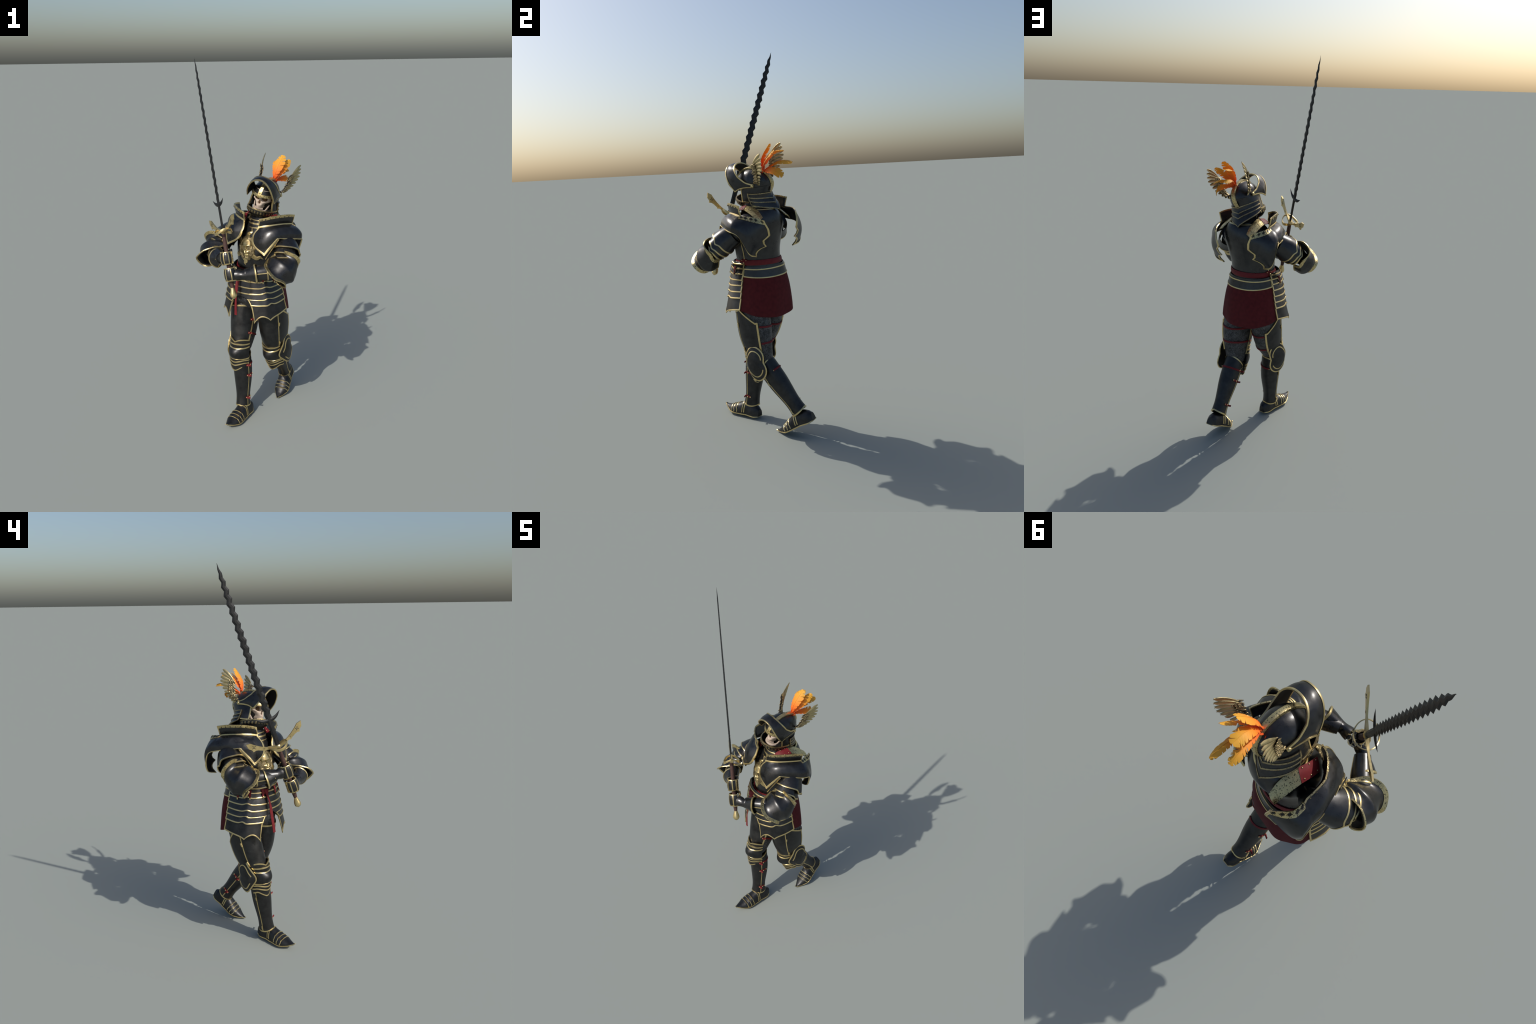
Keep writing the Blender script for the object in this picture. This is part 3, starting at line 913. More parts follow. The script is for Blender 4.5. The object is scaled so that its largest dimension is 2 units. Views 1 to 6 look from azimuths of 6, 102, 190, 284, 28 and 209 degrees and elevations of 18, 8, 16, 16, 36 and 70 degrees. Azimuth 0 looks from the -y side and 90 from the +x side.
# ================================================================= PAULDRONS
def build_pauldron(side, lift, spread, inward):
    """side +1 left. lift raises the whole, spread swings the back plate outwards"""
    def Q(P):
        P = np.asarray(P, float).copy()
        back = np.clip((P[..., 1] - .06) / .045, 0, 1)
        P[..., 0] += spread * back * (1 + np.clip((1.118 - P[..., 2]) / .18, 0, 1))
        top = np.clip((P[..., 2] - 1.09) / .05, 0, 1) * np.clip((-.02 - P[..., 1]) / .06, 0, 1)
        P[..., 0] -= inward * top; P[..., 1] += inward * .8 * top
        P[..., 0] *= side
        P[..., 2] += lift
        return P
    ctr = Q(A(.10, .01, 1.07))
    # main plate: columns run from the chest edge round the shoulder to the back edge
    cols = [[(.060, -.086, 1.144), (.034, -.108, 1.098), (.050, -.127, 1.050), (.122, -.132, 1.008)],
            [(.092, -.076, 1.151), (.090, -.106, 1.116), (.110, -.122, 1.074), (.142, -.112, 1.040)],
            [(.124, -.046, 1.155), (.140, -.076, 1.136), (.156, -.084, 1.110), (.171, -.072, 1.094)],
            [(.146, -.010, 1.155), (.176, -.024, 1.140), (.194, -.028, 1.114), (.200, -.024, 1.084)],
            [(.160, .030, 1.150), (.202, .026, 1.132), (.224, .030, 1.104), (.228, .034, 1.074)],
            [(.168, .066, 1.143), (.204, .078, 1.120), (.226, .086, 1.090), (.226, .088, 1.050)],
            [(.152, .120, 1.136), (.176, .134, 1.088), (.190, .134, 1.020), (.190, .110, .958)],
            [(.116, .170, 1.117), (.102, .178, 1.066), (.094, .160, 1.004), (.133, .104, .936)]]
    rows = [[c[k] for c in cols] for k in range(4)]
    # back edge is scalloped: pull it in between its cusps
    nu, nv = 96, 44
    def row_samples(r, corner):
        smooth_ = spline(r, 241)
        k = int(round(240 * 2 / 7))
        sharp = np.concatenate([spline(r[:3], k + 1), spline(r[2:], 241 - k)[1:]])
        return smooth_ * (1 - corner) + sharp * corner
    S = spline(np.array([row_samples(np.array(r, float), c_) for r, c_ in zip(rows, (0, 0, .3, 1))]), nv)
    v = np.linspace(0, 1, nv)
    cut = .995 - .00 * v
    cut = np.interp(v, [0, .10, .30, .46, .53, .60, .68, .75, .79, .85, .92, 1],
                    [.99, .99, 1., 1., .980, .955, .965, 1., .968, .950, .955, 1.])
    G = np.zeros((nv, nu, 3))
    for j in range(nv):
        x = np.linspace(0, cut[j], nu) * 240
        i = np.minimum(x.astype(int), 239); f = (x - i)[:, None]
        G[j] = S[j, i] * (1 - f) + S[j, i + 1] * f
    G = Q(G)
    pa = plate("pauldron", G, "dark_steel", ROOT, 'lbr', .0095, .0022, .0035, ctr, inner="inner_steel")
    # engraved band along the rear top edge
    b = G[0:8, int(nu * .70):]
    N = orient(G, ctr)[0:8, int(nu * .70):]
    band = shell("engraved_band", b + N * .0022, "engraved_gold", pa, .0032, ctr)
    marks = []
    for q in range(5):
        iu = int(3 + q * (b.shape[1] - 7) / 4)
        c = b[3, iu] + N[3, iu] * .0036
        e1 = nrm(b[3, min(iu + 1, b.shape[1] - 1)] - b[3, iu - 1]); e2 = nrm(b[5, iu] - b[1, iu])
        for w_ in range(8):
            a_ = D(45 * w_); d_ = math.cos(a_) * e1 + math.sin(a_) * e2; p_ = -math.sin(a_) * e1 + math.cos(a_) * e2
            l_ = .0042 if w_ % 2 == 0 else .0030
            marks.append((c + d_ * (.0012 + l_), d_ * l_, p_ * .0012, N[3, iu] * .0005))
    boxes("band_mark", marks, "black_enamel", band, TORSO, .0002, "stuff")
    # raised rib along the front notch
    u = np.linspace(0, 1, 20)
    P = Q(at([(.132, -.136, 1.008), (.150, -.112, 1.042), (.176, -.074, 1.092)], u))
    N = np.tile(Q(A(.155, -.115, 1.04)) - ctr, (20, 1))
    low = P + A(0, 0, -1) * np.linspace(.018, .004, 20)[:, None] + nrm(N) * -.002
    Gs = np.stack([P, (P + low) / 2, low])
    plate("notch_plate", Gs, "dark_steel", pa, 'b', .005, .0018, .003, ctr)
    # upright neck guard (collar plate)
    base = [(.056, -.088, 1.142), (.092, -.075, 1.150), (.124, -.046, 1.154), (.147, -.008, 1.154), (.161, .032, 1.149), (.168, .068, 1.142)]
    topp = [(.060, -.084, 1.184), (.095, -.080, 1.195), (.130, -.054, 1.203), (.158, -.014, 1.205), (.174, .030, 1.201), (.183, .071, 1.192)]
    G = Q(net([base, [(A(*p) + A(*q)) / 2 + A(.002, -.002, 0) for p, q in zip(base, topp)], topp], 60, 12))
    hp = plate("neck_guard", G, "dark_steel", pa, 'lr', .0045, .0016, .003, Q(A(.06, .02, 1.18)))
    V, F = trim(G, 'b', .0125, .0018, .003, Q(A(.06, .02, 1.18)))
    fix_normals(mk("gold_trim", V, F, "engraved_gold", hp))
    N = orient(G, Q(A(.06, .02, 1.18)))
    strip("collar_ridge", G[0] + N[0] * .002, N[0] + A(0, 0, .6), .010, .003, "gold", hp)
    n_ = 7
    many_balls("collar_stud", [G[-3, int(6 + k * 47 / n_)] + N[-3, int(6 + k * 47 / n_)] * .002 for k in range(n_ + 1)], .0034, "black_enamel", hp)
    many_balls("collar_boss", [G[-3, int(6 + k * 47 / n_)] + N[-3, int(6 + k * 47 / n_)] * .0045 for k in range(n_ + 1)], .0016, "gold", hp)
    return pa, ctr

def build_arm(side, shoulder, elbow, wrist, flare):
    S_, E_, W_ = (A(*p) for p in (shoulder, elbow, wrist))
    ctr = (S_ + E_) / 2
    front = A(side * -.2, -.9, .4)
    UP = Limb([S_ + (S_ - E_) * .15, S_ * .66 + E_ * .34 + A(side * .006, 0, .004), S_ * .3 + E_ * .7, E_], [(.040, .040), (.042, .042), (.040, .040), (.035, .035)], front)
    G = UP.patch(-180, 180, 0, 1, 49, 24, 0)[:, :-1]
    arm = solid("upper_arm", G, "dark_steel", ROOT)
    fix_normals(arm)
    # outward direction angle around the arm
    def ang_of(vec, s=.5):
        F, Sd = UP.ev(UP.F, np.array(s)), UP.ev(UP.S, np.array(s))
        return math.degrees(math.atan2(A(*vec) @ Sd, A(*vec) @ F))
    a_out = ang_of((side * .8, .45, .4))
    a_back = ang_of((side * .75, .65, .0))
    for k in range(3):
        s0, s1 = .16 + .17 * k, .43 + .165 * k
        dr = (.021, .017, .012)[k]
        low = lambda th, s1=s1: s1 + .055 * np.abs(np.sin(np.radians((th - a_out) * 1.35))) ** 1.0 * .6 + .05 * np.exp(-((th - a_out - 8 * side) / 10) ** 2) - .03
        ext = (.021, .017, .008)[k]
        wide = lambda th, v, dr=dr, ext=ext: dr - .006 + ext * np.clip(np.cos(np.radians(th - a_back)), 0, 1) ** 1.6 * (.35 + .65 * v)
        G = UP.patch(a_out - 122, a_out + 122, s0, low, 60, 8, wide, lambda v: .009 * v)
        plate("arm_lame", G, "dark_steel", ROOT, 'b', .0055, .0018, .003, ctr)
    # vambrace
    V_ = nrm(W_ - E_)
    FA = Limb([E_, E_ * .5 + W_ * .5, W_], [(.036, .036), (.040, .040), (.030, .030)], (0, 0, 1))
    G = FA.patch(-180, 180, 0, 1, 49, 24, 0)[:, :-1]
    fa = solid("forearm", G, "dark_steel", ROOT); fix_normals(fa)
    for th in (100, -80):
        s = np.linspace(.15, .95, 20)
        P = FA.pt(s, math.radians(th), 0); Q_ = FA.pt(s, math.radians(th), .02)
        strip("seam_strip", P, Q_ - P, .005, .0016, "gold", fa)
    G = FA.patch(-180, 180, .36, .42, 49, 3, .0025)[:, :-1]
    plate("forearm_ring", G, "dark_steel", fa, 'b', .005, .0016, .003, FA.axis(.4), True)
    # ---- couter: fan shaped elbow cop
    U = nrm(S_ - E_)
    O = nrm(-(U + V_)); Aa = nrm(U - V_); N = nrm(np.cross(U, V_)) * side
    spine = np.array([(-.100, .006), (-.068, .040), (-.020, .058), (.032, .050), (.064, .016), (.070, -.030), (.046, -.064), (.000, -.072)])
    half_u = [.014, .055, .070, .084, .086, .072, .062, .052]      # towards the upper arm
    half_f = [.014, .060, .086, .090, .064, .056, .055, .050]      # towards the forearm
    n, m = 72, 31
    sp = spline(spine, n)
    hu, hf = (spline(np.array(q)[:, None], n)[:, 0] for q in (half_u, half_f))
    tn = nrm(np.gradient(sp, axis=0)); nn = np.stack([-tn[:, 1], tn[:, 0]], 1)       # outward in the O,N plane
    s = np.linspace(-1, 1, m)
    lip_u = spline(np.array([0, -.014 * flare, -.034 * flare, -.020 * flare, .030, .040, .036, .030])[:, None], n)[:, 0]     # + turns in, - flares out
    lip_f = spline(np.array([0, -.004, -.002, .004, -.006, .000, .010, .012])[:, None], n)[:, 0]
    s2 = s[None, :] ** 2
    sag = .045 * s2 * (1 - s2) + np.where(s[None, :] > 0, lip_u[:, None], lip_f[:, None]) * s2 ** 2
    ridge = .004 * np.exp(-(s / .16) ** 2)
    wide = np.where(s > 0, hu[:, None], hf[:, None])
    on_ = sp[:, None, :] - nn[:, None, :] * ((sag - ridge[None, :]) * np.minimum(1, wide / .06))[..., None]
    G = E_ + on_[..., :1] * O + on_[..., 1:2] * N + (wide * s[None, :])[..., None] * Aa
    co = shell("couter", G, "dark_steel", ROOT, .003, E_, inner="inner_steel")
    Vv, F = trim(G, 'lr', .0165, .0018, .003, E_)
    fix_normals(mk("gold_trim", Vv, F, "engraved_gold", co))
    Vv, F = trim(G, 'tb', .006, .0016, .003, E_)
    fix_normals(mk("gold_edge", Vv, F, "gold", co))
    return fa

def build_gauntlet(side, cuff, cuff_half, wrist, hand, grip_t):
    """bell cuff, mitten lames round the grip, thumb and finger plates"""
    C_, W_ = A(*cuff), A(*wrist)
    To = lambda w: np.array([(np.asarray(w) - TORSO.o) @ TORSO.m[k] for k in range(3)])
    g_o = To(sw_o + sw_a * grip_t); g_a = np.array([sw_a @ TORSO.m[k] for k in range(3)])
    # cuff loft: knuckle end -> wrist -> bell
    upd = nrm(A(*cuff_half) - g_a * 0)
    K0 = g_o + nrm(W_ - g_o) * .020
    path = [K0, K0 * .55 + W_ * .45, W_, W_ * .45 + C_ * .55, C_]
    GL = Limb(path, [(.030, .030), (.027, .030), (.023, .025), (.034, .038), (.042, .055)], upd, power=1.75)
    pts = lambda th: 1.0 + 0 * th
    end = lambda th: .93 + .07 * np.abs(np.sin(np.radians(th))) ** 1.5
    G = GL.patch(-180, 180, .12, end, 61, 30)[:, :-1]
    ga = plate("gauntlet", G, "dark_steel", ROOT, 'b', .007, .002, .0028, GL.axis(.6), True, inner="inner_steel")
    for th in (180,):
        s = np.linspace(.15, .85, 24)
        P = GL.pt(s, math.radians(th), .0); Q_ = GL.pt(s, math.radians(th), .02)
        strip("gauntlet_seam", P, Q_ - P, .005, .002, "gold", ga)
    # mitten lames wrap round the grip, from the wrist side over the outside
    w0 = W_ - g_o; w0 = nrm(w0 - g_a * (w0 @ g_a))
    f0 = np.cross(g_a, w0)
    if f0[1] > 0: f0 = -f0                      # towards the front of the figure
    def ringseg(a0, a1, r0, r1, h, nv=9, nu=14, ofs=0):
        a = np.radians(np.linspace(a0, a1, nu))[None, :]; v = np.linspace(-1, 1, nv)[:, None]
        r = (r0 + (r1 - r0) * np.linspace(0, 1, nu))[None, :] - .006 * np.abs(v) ** 3
        return g_o + (np.cos(a) * r)[..., None] * w0 + (np.sin(a) * r)[..., None] * f0 + ((h * v) * (1 + 0 * a) + ofs)[..., None] * g_a
    fist = None
    for k, (a0, a1, r0, r1) in enumerate(((12, 62, .037, .037), (58, 112, .036, .035), (108, 160, .034, .032), (156, 205, .031, .027))):
        G = ringseg(a0, a1, r0, r1, .034 - .001 * k)
        ob = plate("finger_lame", G, "dark_steel", ga, 'ltb' if k < 3 else 'lrtb', .0045, .0018, .003, g_o)
    # inner fingers: dark leather core and finger tip plates
    core = ringseg(0, 358, .019, .019, .030, 7, 28)
    fix_normals(solid("hand", core[:, :-1], "black_void", ga))
    L = []; gl = []
    for k in range(4):
        z = -.024 + .016 * k
        for a in (222, 252):
            d = math.cos(D(a)) * w0 + math.sin(D(a)) * f0; t_ = -math.sin(D(a)) * w0 + math.cos(D(a)) * f0
            c = g_o + d * .0235 + g_a * z
            L.append((c, t_ * .0062, g_a * .0068, d * .0042)); gl.append((c + d * .0012 - t_ * .0050, t_ * .0016, g_a * .0072, d * .0042))
    boxes("finger_plate", L, "dark_steel", ga, TORSO, .0015, "stuff"); boxes("finger_edge", gl, "gold", ga, TORSO, .0006, "stuff")
    # thumb
    L = []; gl = []
    for k, (a, z) in enumerate(((-28, .026), (-62, .032), (-98, .036))):
        d = math.cos(D(a)) * w0 + math.sin(D(a)) * f0; t_ = -math.sin(D(a)) * w0 + math.cos(D(a)) * f0
        c = g_o + d * (.031 - .003 * k) + g_a * z
        L.append((c, t_ * .0098, g_a * .0085, d * .0055)); gl.append((c + d * .001 + t_ * .0085, t_ * .0018, g_a * .009, d * .0056))
    boxes("thumb_plate", L, "dark_steel", ga, TORSO, .002, "stuff"); boxes("thumb_edge", gl, "gold", ga, TORSO, .0006, "stuff")

build_pauldron(1, .0, -.012, .0)
build_pauldron(-1, .022, .022, .015)
build_arm(1, (.148, .018, 1.062), (.226, -.115, .945), (.075, -.240, .928), .30)
build_arm(-1, (-.156, .018, 1.084), (-.229, -.138, .976), (-.078, -.236, .988), .75)
build_gauntlet(1, (.137, -.212, .938), (-.12, .07, 1), (.072, -.246, .926), None, .126)
build_gauntlet(-1, (-.137, -.212, .970), (-.18, .10, 1), (-.080, -.238, .990), None, .212)

# ================================================================= HEAD
DC = A(0, -.027, -.010); DR = A(.070, .100, .080)
def dome(ph, th, dr=0.0):
    """helmet skull ellipsoid; th 0 = front, 90 deg = left"""
    ph, th = np.broadcast_arrays(ph, th)
    r = DR + dr if np.isscalar(dr) else DR + np.asarray(dr)[..., None]
    return DC + r * np.stack([np.sin(ph) * np.sin(th) * (1 - .16 * np.clip(-np.cos(th), 0, 1) ** .8), -np.sin(ph) * np.cos(th), np.cos(ph)], -1)
HC = tuple(DC)

def build_helmet():
    th = np.radians(np.linspace(0, 360, 97))[None, :-1]
    low = 87 + 10 * (np.abs(np.degrees(th) - 180) < 122)
    ph = np.radians(.5 + (low - .5) * np.linspace(0, 1, 40)[:, None])
    he = shell("helmet", dome(ph, th), "dark_steel", ROOT, .003, HC, True, HEAD, inner="inner_steel")
    WALL = Limb([(0, -.027, -.012), (0, -.027, -.045), (0, -.026, -.084)],
                [(.0700, .100, .1005), (.0745, .100, .083), (.081, .099, .074)], flat=True, power=1.85)
    G = WALL.patch(59, 301, 0, lambda t: 1 - .42 * np.clip((np.abs(t - 180) < 92) * 1.0, 0, 1), 150, 24)
    plate("cheek_guard", G, "dark_steel", he, 'lr', .006, .0018, .003, HC, frame=HEAD, inner="inner_steel")
    for a0, a1 in ((59, 88), (272, 301)):
        s = WALL.patch(a0, a1, .98, 1.0, 16, 2, .001)[0]
        n = WALL.patch(a0, a1, .98, 1.0, 16, 2, .02)[0] - s
        strip("cheek_edge", s, n, .007, .0018, "gold", he, HEAD)
    # nape lames
    NP = Limb([(0, -.026, -.036), (0, -.022, -.066), (0, -.014, -.090), (0, -.004, -.116), (0, .006, -.152)],
              [(.0745, .1, .084), (.0780, .1, .0725), (.081, .1, .0735), (.083, .1, .077), (.085, .1, .084)], flat=True, power=1.7)
    zn = lambda zb, zf: (lambda t: np.interp(zb + (zf - zb) * (np.abs(t - 180) / 94) ** .8, NP.C[::-1, 2], np.linspace(1, 0, 300)))
    edge = [(-.060, -.040), (-.088, -.058), (-.112, -.076), (-.150, -.094)]
    for k in range(3):
        up = (edge[k][0] + .004, edge[k][1] + .004)
        G = NP.patch(86, 274, zn(*up), zn(*edge[k + 1]), 91, 8, .0015 + .0012 * (2 - k), lambda v: .002 * v)
        plate("nape_lame", G, "dark_steel", he, 'blr', .0048, .0018, .0028, HC, frame=HEAD, gold_mat="bronze_gold")
    t = np.radians(np.linspace(92, 268, 60))
    e0 = zn(-.058, -.038)(np.degrees(t)); P = NP.pt(e0, t, .005); Q = NP.pt(e0, t, .02)
    strip("nape_edge", P, Q - P, .005, .0018, "bronze_gold", he, HEAD)
    # comb: raised engraved strip along the crest, front brow to nape
    u = np.radians(np.linspace(-90, 120, 80))
    f = np.abs(u)
    P = np.where((u < 0)[:, None], dome(f, 0 * u, .002), dome(f, 0 * u + math.pi, .002))
    Cn = nrm((P - DC) / DR ** 2)
    hgt = .0075 * np.clip(np.minimum((u + 1.5) / .9, (2.05 - u) / .5), .12, 1)
    strip("crest_band", P, Cn, .021, hgt[:, None], "engraved_gold", he, HEAD, sink=.002)
    # brow band
    t = np.radians(np.linspace(-61, 61, 50)); z0 = math.acos((-.001 - DC[2]) / DR[2])
    P = dome(0 * t + D(82.5), t, .002); N = nrm((P - DC) / DR ** 2)
    strip("brow_band", P, N, .016, .0032, "engraved_gold", he, HEAD)
    # visor
    Fr = [(.070, .006, -.010), (.0765, -.034, -.009), (.0790, -.070, -.013), (.0795, -.100, -.026), (.0735, -.132, .016), (.056, -.152, .056), (.030, -.159, .082), (0, -.160, .090)]
    Re = [(.070, .010, .004), (.0740, -.030, .018), (.0740, -.052, .034), (.0720, -.072, .050), (.064, -.086, .070), (.048, -.098, .086), (.026, -.105, .096), (0, -.107, .100)]
    full = lambda E: E + [tuple(mir(p)) for p in E[-2::-1]]
    Fr, Re = np.array(full(Fr)), np.array(full(Re))
    md = (Fr + Re) / 2
    w = np.linalg.norm(Fr - Re, axis=1, keepdims=True)
    md = md + nrm(md - A(0, -.04, .0)) * w * .10
    def corner_spline(R, n):          # keep the lower front corner sharp
        k = [0, 3, 11, 14]
        return np.concatenate([spline(R[0:4], n // 4)[:-1], spline(R[3:12], n // 2)[:-1], spline(R[11:15], n // 4)])
    G = spline(np.array([corner_spline(R, 96) for R in (Re, md, Fr)]), 16)
    vi = plate("visor", G, "dark_steel", he, 'tb', .0055, .0018, .003, (0, -.03, .0), frame=HEAD, inner="inner_steel")
    for s in (1, -1):
        fix_normals(solid("visor_pivot", ball((s * .0735, .002, -.002), (.005, .008, .008)), "gold", vi, HEAD))
    # bevor: bowl in front of the chin with a toothed rim
    BV = Limb([(0, -.052, -.070), (0, -.052, -.084), (0, -.051, -.098), (0, -.049, -.112), (0, -.046, -.124), (0, -.042, -.131)],
              [(.0735, .091, .08), (.0730, .092, .08), (.0715, .086, .08), (.066, .075, .07), (.057, .062, .06), (.047, .050, .05)], flat=True)
    G = BV.patch(-112, 112, lambda t: .0 + .0 * t, 1, 72, 26, 0)
    G[..., 2] -= .016 * (1 - np.cos(np.radians(np.linspace(-112, 112, 72))))[None, :] * np.linspace(1, 0, 26)[:, None]
    be = plate("bevor", G, "dark_steel", ROOT, 't', .006, .0022, .003, (0, -.03, -.09), frame=HEAD, gold_mat="bronze_gold", inner="inner_steel")
    N = orient(G, A(0, -.03, -.09))
    for i in range(4, 69, 4):
        P = G[4:10, i] + N[4:10, i] * .0005
        strip("rim_tooth", P, N[4:10, i], .0090, .0020, "bronze_gold", be, HEAD)
    # collar under the bevor, lining
    fix_normals(solid("neck_lining", Limb([(0, -.020, -.06), (0, -.018, -.10), (0, -.006, -.15)], [(.05, .06, .05), (.048, .055, .05), (.045, .045, .05)]).patch(-180, 180, 0, 1, 40, 10)[:, :-1], "black_void", ROOT, HEAD))

def build_skull():
    """bone face: ellipsoid front with sockets, nose, cheekbones and jaws"""
    nv, nu = 90, 110
    th = np.linspace(-math.pi * .62, math.pi * .62, nu)[None, :]
    z = np.linspace(.030, -.074, nv)[:, None]
    zz = (z + .020)
    # horizontal section radii by height
    rx = np.interp(z[:, 0], [-.074, -.066, -.055, -.045, -.030, -.015, .0, .03], [.020, .025, .030, .038, .047, .049, .050, .050])[:, None]
    ry = np.interp(z[:, 0], [-.074, -.066, -.055, -.045, -.030, -.015, .0, .03], [.053, .056, .057, .054, .052, .052, .056, .060])[:, None]
    x = rx * np.sin(th); y = -.056 - ry * np.cos(th) ** 1.0 * np.sign(1)
    y = -.056 - ry * np.cos(th)
    zg = z + 0 * th
    def g(x0, z0, sx, sz, p=2):
        return np.exp(-(np.abs((x - x0) / sx) ** p + np.abs((zg - z0) / sz) ** p))
    front = (np.cos(th) > 0)
    h = 0
    for s in (1, -1):
        h = h - .024 * g(s * .0215, -.0205, .0140, .0125, 3) * front          # eye sockets
        h = h + .0060 * g(s * .021, -.0035, .017, .0050) * front               # brow ridge
        h = h + .0070 * g(s * .036, -.0315, .012, .0060) * front               # cheekbone
        h = h - .0060 * g(s * .032, -.056, .010, .012) * front                 # hollow cheek
    h = h - .016 * g(0, -.041, .0055 + .0030 * np.clip((-.032 - zg) / .014, 0, 1), .0112, 2.6) * front              # nose opening
    h = h + .0040 * g(0, -.0215, .005, .008) * front                           # nasal bone
    h = h + .0025 * g(0, -.054, .016, .006) * front                            # upper jaw
    N = nrm(np.stack([np.sin(th) / rx, -np.cos(th) / ry, 0 * zg], 2))
    P = np.stack([x + 0 * zg, y + 0 * zg, zg], 2) + N * h[..., None]
    sk = mk("skull", P.reshape(-1, 3), grid_faces(nv, nu, False), "bone", ROOT, HEAD, 80)
    fix_normals(sk)
    for s in (1, -1):
        fix_normals(solid("eye_socket_shade_ball", ball((s * .0215, -.0895, -.0205), (.0150, .0075, .0135)), "painted_shade_bone", sk, HEAD))  # dark ball modelled in each socket to show its deep shadow
        # jaw ramus
        tube("jaw_branch", spline([(s * .043, -.048, -.036), (s * .041, -.060, -.062), (s * .034, -.075, -.086)], 14), np.linspace(.0065, .0075, 14), "bone", sk, HEAD, 12, (1, 0, 0), .6)
    fix_normals(solid("nose_dark_ball", ball((0, -.0985, -.042), (.0085, .006, .0115)), "painted_shade_bone", sk, HEAD))
    a = np.radians(np.linspace(-70, 70, 40))
    tube("jaw", np.stack([.033 * np.sin(a), -.066 - .043 * np.cos(a), -.090 + 0 * a], 1), .0080, "bone", sk, HEAD, 12, (0, 0, 1))
    up, lo = [], []
    for k in range(-5, 6):
        t = k * .165
        for row, lst, zc, hh in ((0, up, -.0745, .0045), (1, lo, -.0835, .0035)):
            if row == 0 and k == -4: continue
            c = A(.0295 * math.sin(t), -.064 - (.0455 - .0015 * row) * math.cos(t), zc)
            d = nrm(A(math.sin(t), -math.cos(t), 0)); tt = A(-d[1], d[0], 0)
            lst.append((c, tt * .0023, d * .0028, A(0, 0, hh)))
    for b in up + lo:
        boxes("tooth", [b], "bone", sk, HEAD, .0012)
    # dark backing inside the helmet
    fix_normals(solid("helmet_lining", ball((0, -.030, -.030), (.058, .062, .060), 24, 16), "black_void", ROOT, HEAD))

def feather_grid(root, tip, bend, normal, width, n=44, m=11, fold=.15, notch=0, seed=0, tipw=.25):
    """a vane: midrib from root to tip bowed along bend, width profile, ragged edges"""
    rng = np.random.default_rng(seed)
    u = np.linspace(0, 1, n)
    root, tip, bend = A(*root), A(*tip), A(*bend)
    P = root + (tip - root) * u[:, None] + bend * (np.sin(u * math.pi) )[:, None]
    T = nrm(np.gradient(P, axis=0)); Nn = A(*normal)
    S = nrm(np.cross(T, Nn)); Nn = np.cross(S, T)
    prof = np.interp(u, [0, .06, .2, .45, .7, .88, .96, 1], [.05, .11, .58, .94, 1, .74, .44, tipw * .3])
    s = np.linspace(-1, 1, m)
    W = np.ones((n, 2)) * prof[:, None] * width
    if notch:
        for side in (0, 1):
            for _ in range(notch):
                c = rng.uniform(.14, .95); dpt = rng.uniform(.35, .9); cw = rng.uniform(.004, .010)
                W[:, side] *= 1 - dpt * np.clip(1 - np.abs(u - c) / (2 * cw), 0, 1)
            W[:, side] *= 1 - .10 * rng.random(n)
    G = np.zeros((n, m, 3))
    for j, sv in enumerate(s):
        w = W[:, 0] if sv < 0 else W[:, 1]
        fr = np.abs(sv) ** 1.6
        G[:, j] = P + S * (sv * w)[:, None] + T * (fr * w * .55)[:, None] - Nn * (fold * np.abs(sv) ** 1.5 * w)[:, None]
    return G, P, Nn

def build_plume():
    base = HEAD(A(.001, .034, .050))
    feather_mat(base)
    To = lambda w: np.array([(A(*w) - HEAD.o) @ HEAD.m[k] for k in range(3)])
    hl = To
    #        tip (world)            bow (head frame)        facing (head)     width  seed
    F = [((.174, .138, 1.484), (0, -.020, .000), (0, -1, .25), .029, 1),
         ((.209, .168, 1.455), (.006, -.014, .008), (.25, -.9, .4), .022, 2),
         ((.194, .250, 1.391), (.004, .008, .026), (.25, .1, 1), .021, 3),
         ((.136, .237, 1.394), (-.012, .012, .024), (-.5, .3, .8), .019, 4),
         ((.196, .202, 1.328), (.022, .022, .022), (.8, .3, .5), .023, 5),
         ((.148, .200, 1.452), (-.008, -.004, .034), (-.3, -.35, 1), .027, 6)]
    root = A(.001, .032, .052)
    for tip, bend, fac, w, sd in F:
        G, P, N = feather_grid(root + RNG.normal(0, .003, 3), To(tip), bend, fac, w, 110, 13, .28, 7, sd, .6)
        fe = shell("plume_feather", G, "plume_feather", ROOT, .0006, None, False, HEAD, 60)
        tube("feather_shaft", P + N * .0004, np.linspace(.0012, .0004, len(P)), "plume_feather", fe, HEAD, 6, (1, .3, .2))
    # short red barbs where the plume leaves its socket
    V, Fc, off = [], [], 0
    for k in range(16):
        d = nrm(A(RNG.normal(0, .75), RNG.uniform(.1, 1), RNG.normal(.35, .6)))
        ln = RNG.uniform(.014, .032)
        nn = nrm(np.cross(d, A(*RNG.normal(0, 1, 3))))
        G, P, N = feather_grid(root + RNG.normal(0, .004, 3), root + d * ln, nn * .004, nn, .0032, 10, 3, .1, 0, k, .3)
        th_ = N * .0004
        V += [(G + th_[:, None]).reshape(-1, 3), (G - th_[:, None]).reshape(-1, 3)]
        Fc += grid_faces(10, 3, False, off) + grid_faces(10, 3, False, off + 30, True); off += 60
    mk("plume_barb", np.concatenate(V), Fc, "plume_feather", ROOT, HEAD, 60, "stuff")
    fix_normals(solid("plume_socket", tube_grid(spline([(0, .026, .046), (0, .034, .054), (0, .040, .060)], 8), np.array([.008, .008, .007, .006, .006, .0065, .007, .006]), 12, (1, 0, 0)), "bronze_gold", ROOT, HEAD))

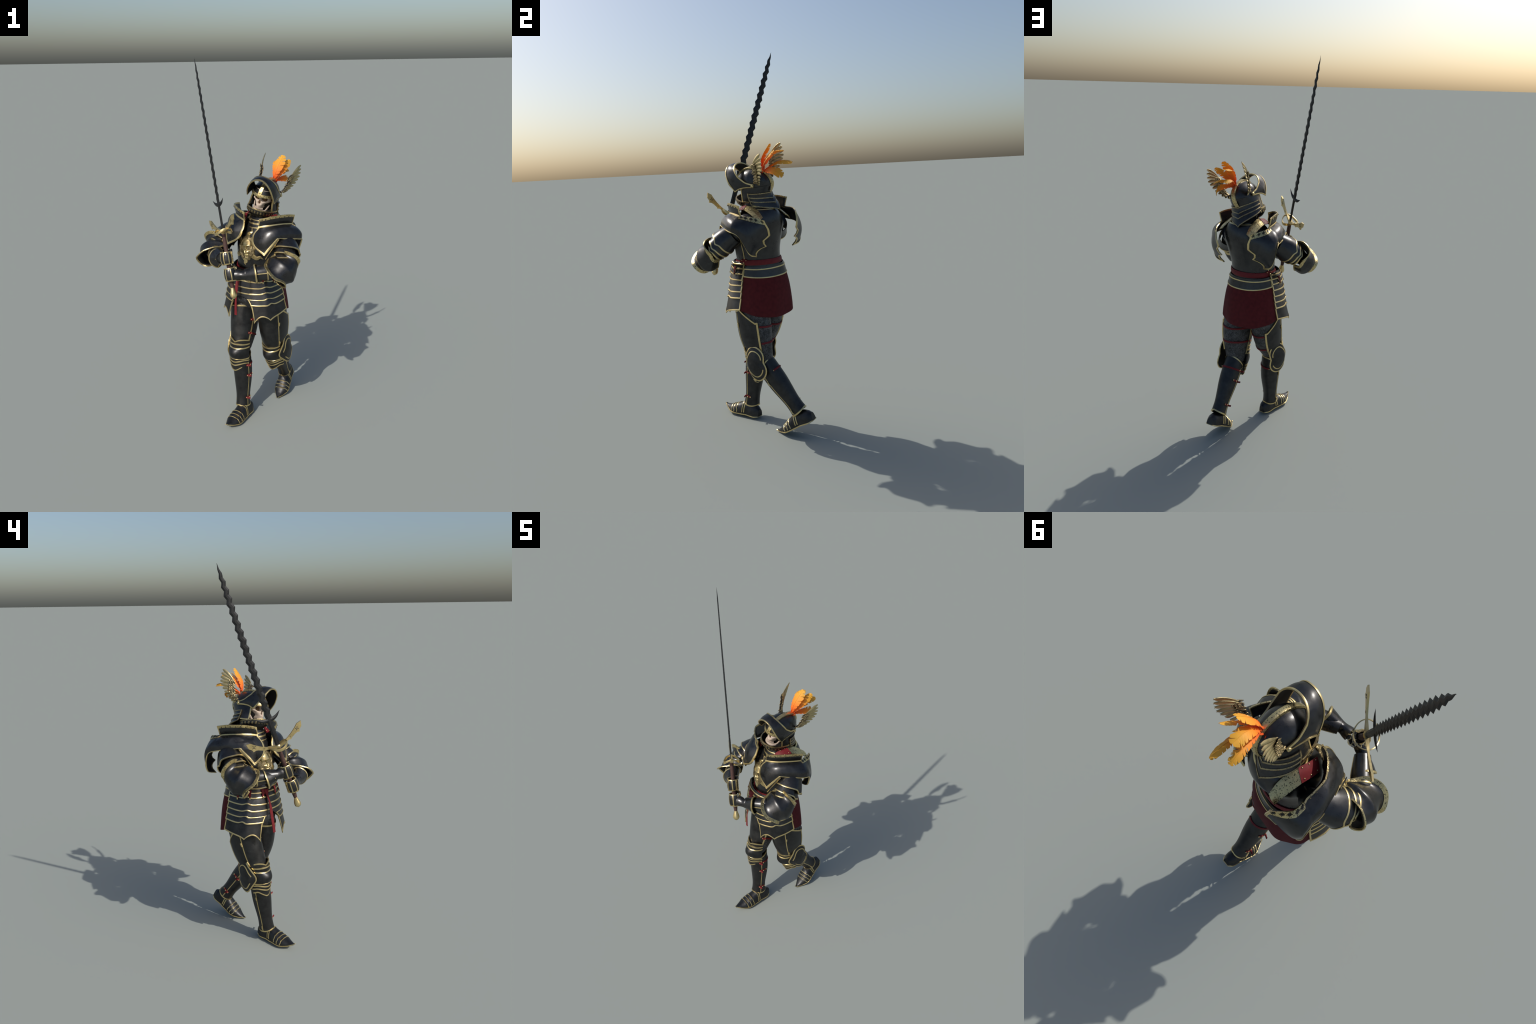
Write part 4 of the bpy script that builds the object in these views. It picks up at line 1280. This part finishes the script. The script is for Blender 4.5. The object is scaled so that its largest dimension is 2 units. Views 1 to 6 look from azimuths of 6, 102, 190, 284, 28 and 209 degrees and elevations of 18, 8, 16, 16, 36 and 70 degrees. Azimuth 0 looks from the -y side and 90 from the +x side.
def build_wing(s):
    M = A(s, 1, 1)
    arm = np.array([(.056, .018, .008), (.068, .024, .018), (.078, .032, .042), (.082, .036, .070), (.083, .036, .098), (.090, .036, .113)])
    P = spline(arm, 40) * M
    wing = tube("helmet_wing", P, at([.008, .008, .0085, .0085, .007, .003], np.linspace(0, 1, 40)) * .8, "dark_steel", ROOT, HEAD, 12, (s, 0, 0), .8)
    # long feathers, outermost first
    tips = [(.109, .098, .163), (.113, .1015, .1435), (.1155, .1025, .1225), (.116, .101, .102), (.113, .0945, .084), (.109, .085, .066),
            (.103, .076, .049), (.095, .066, .033), (.085, .056, .018), (.074, .046, .006), (.063, .037, -.002)]
    n = len(tips)
    for k, tp in enumerate(tips):
        r = at(arm, 1 - .9 * k / (n - 1))
        w = .0086 if k < 6 else .0066
        G, Pm, N = feather_grid(A(*r) * M, A(*tp) * M, A(.003 * s, 0, .003 if k < 6 else -.001), (s * .9, -.45, .0), w, 22, 5, .5, 0, k, 1.6)
        shell("wing_feather", G, "feather_gold", wing, .0022, None, False, HEAD, 60)
    # scale coverts on both faces of the arm
    V, F, off = [], [], 0
    for row, (r0, ln) in enumerate(((.2, .030), (.0, .024), (-.2, .018))):
        for k in range(15):
            t = .10 + .86 * k / 14
            c = at(arm, t) * M
            q = t * (n - 1)
            d = nrm(A(s * .3, .7, .25 + .9 * (t - .3)))
            d = nrm(d + RNG.normal(0, .16, 3)); ln_ = ln * RNG.uniform(.8, 1.25)
            for face in (1, -1):
                c2 = c + face * nrm(A(s * .9, -.45, 0)) * .0055 + nrm(A(s * .45, .9, 0)) * (.004 + .010 * row) - d * .004
                G = ball((0, 0, 0), (1, 1, 1), 8, 6)
                e1 = d * ln_ * .42; wn = nrm(A(s * .9, -.45, 0)); e2 = wn * .0018; e3 = nrm(np.cross(d, wn)) * .0030
                V.append((c2 + G[..., :1] * e2 + G[..., 1:2] * e3 + G[..., 2:3] * e1).reshape(-1, 3))
                F += grid_faces(6, 8, True, off); off += 48
    ob = mk("wing_scale", np.concatenate(V), F, "bronze_gold", wing, HEAD, 60, "stuff")
    fix_normals(ob)

build_helmet()
build_skull()
build_plume()
build_wing(1)
build_wing(-1)
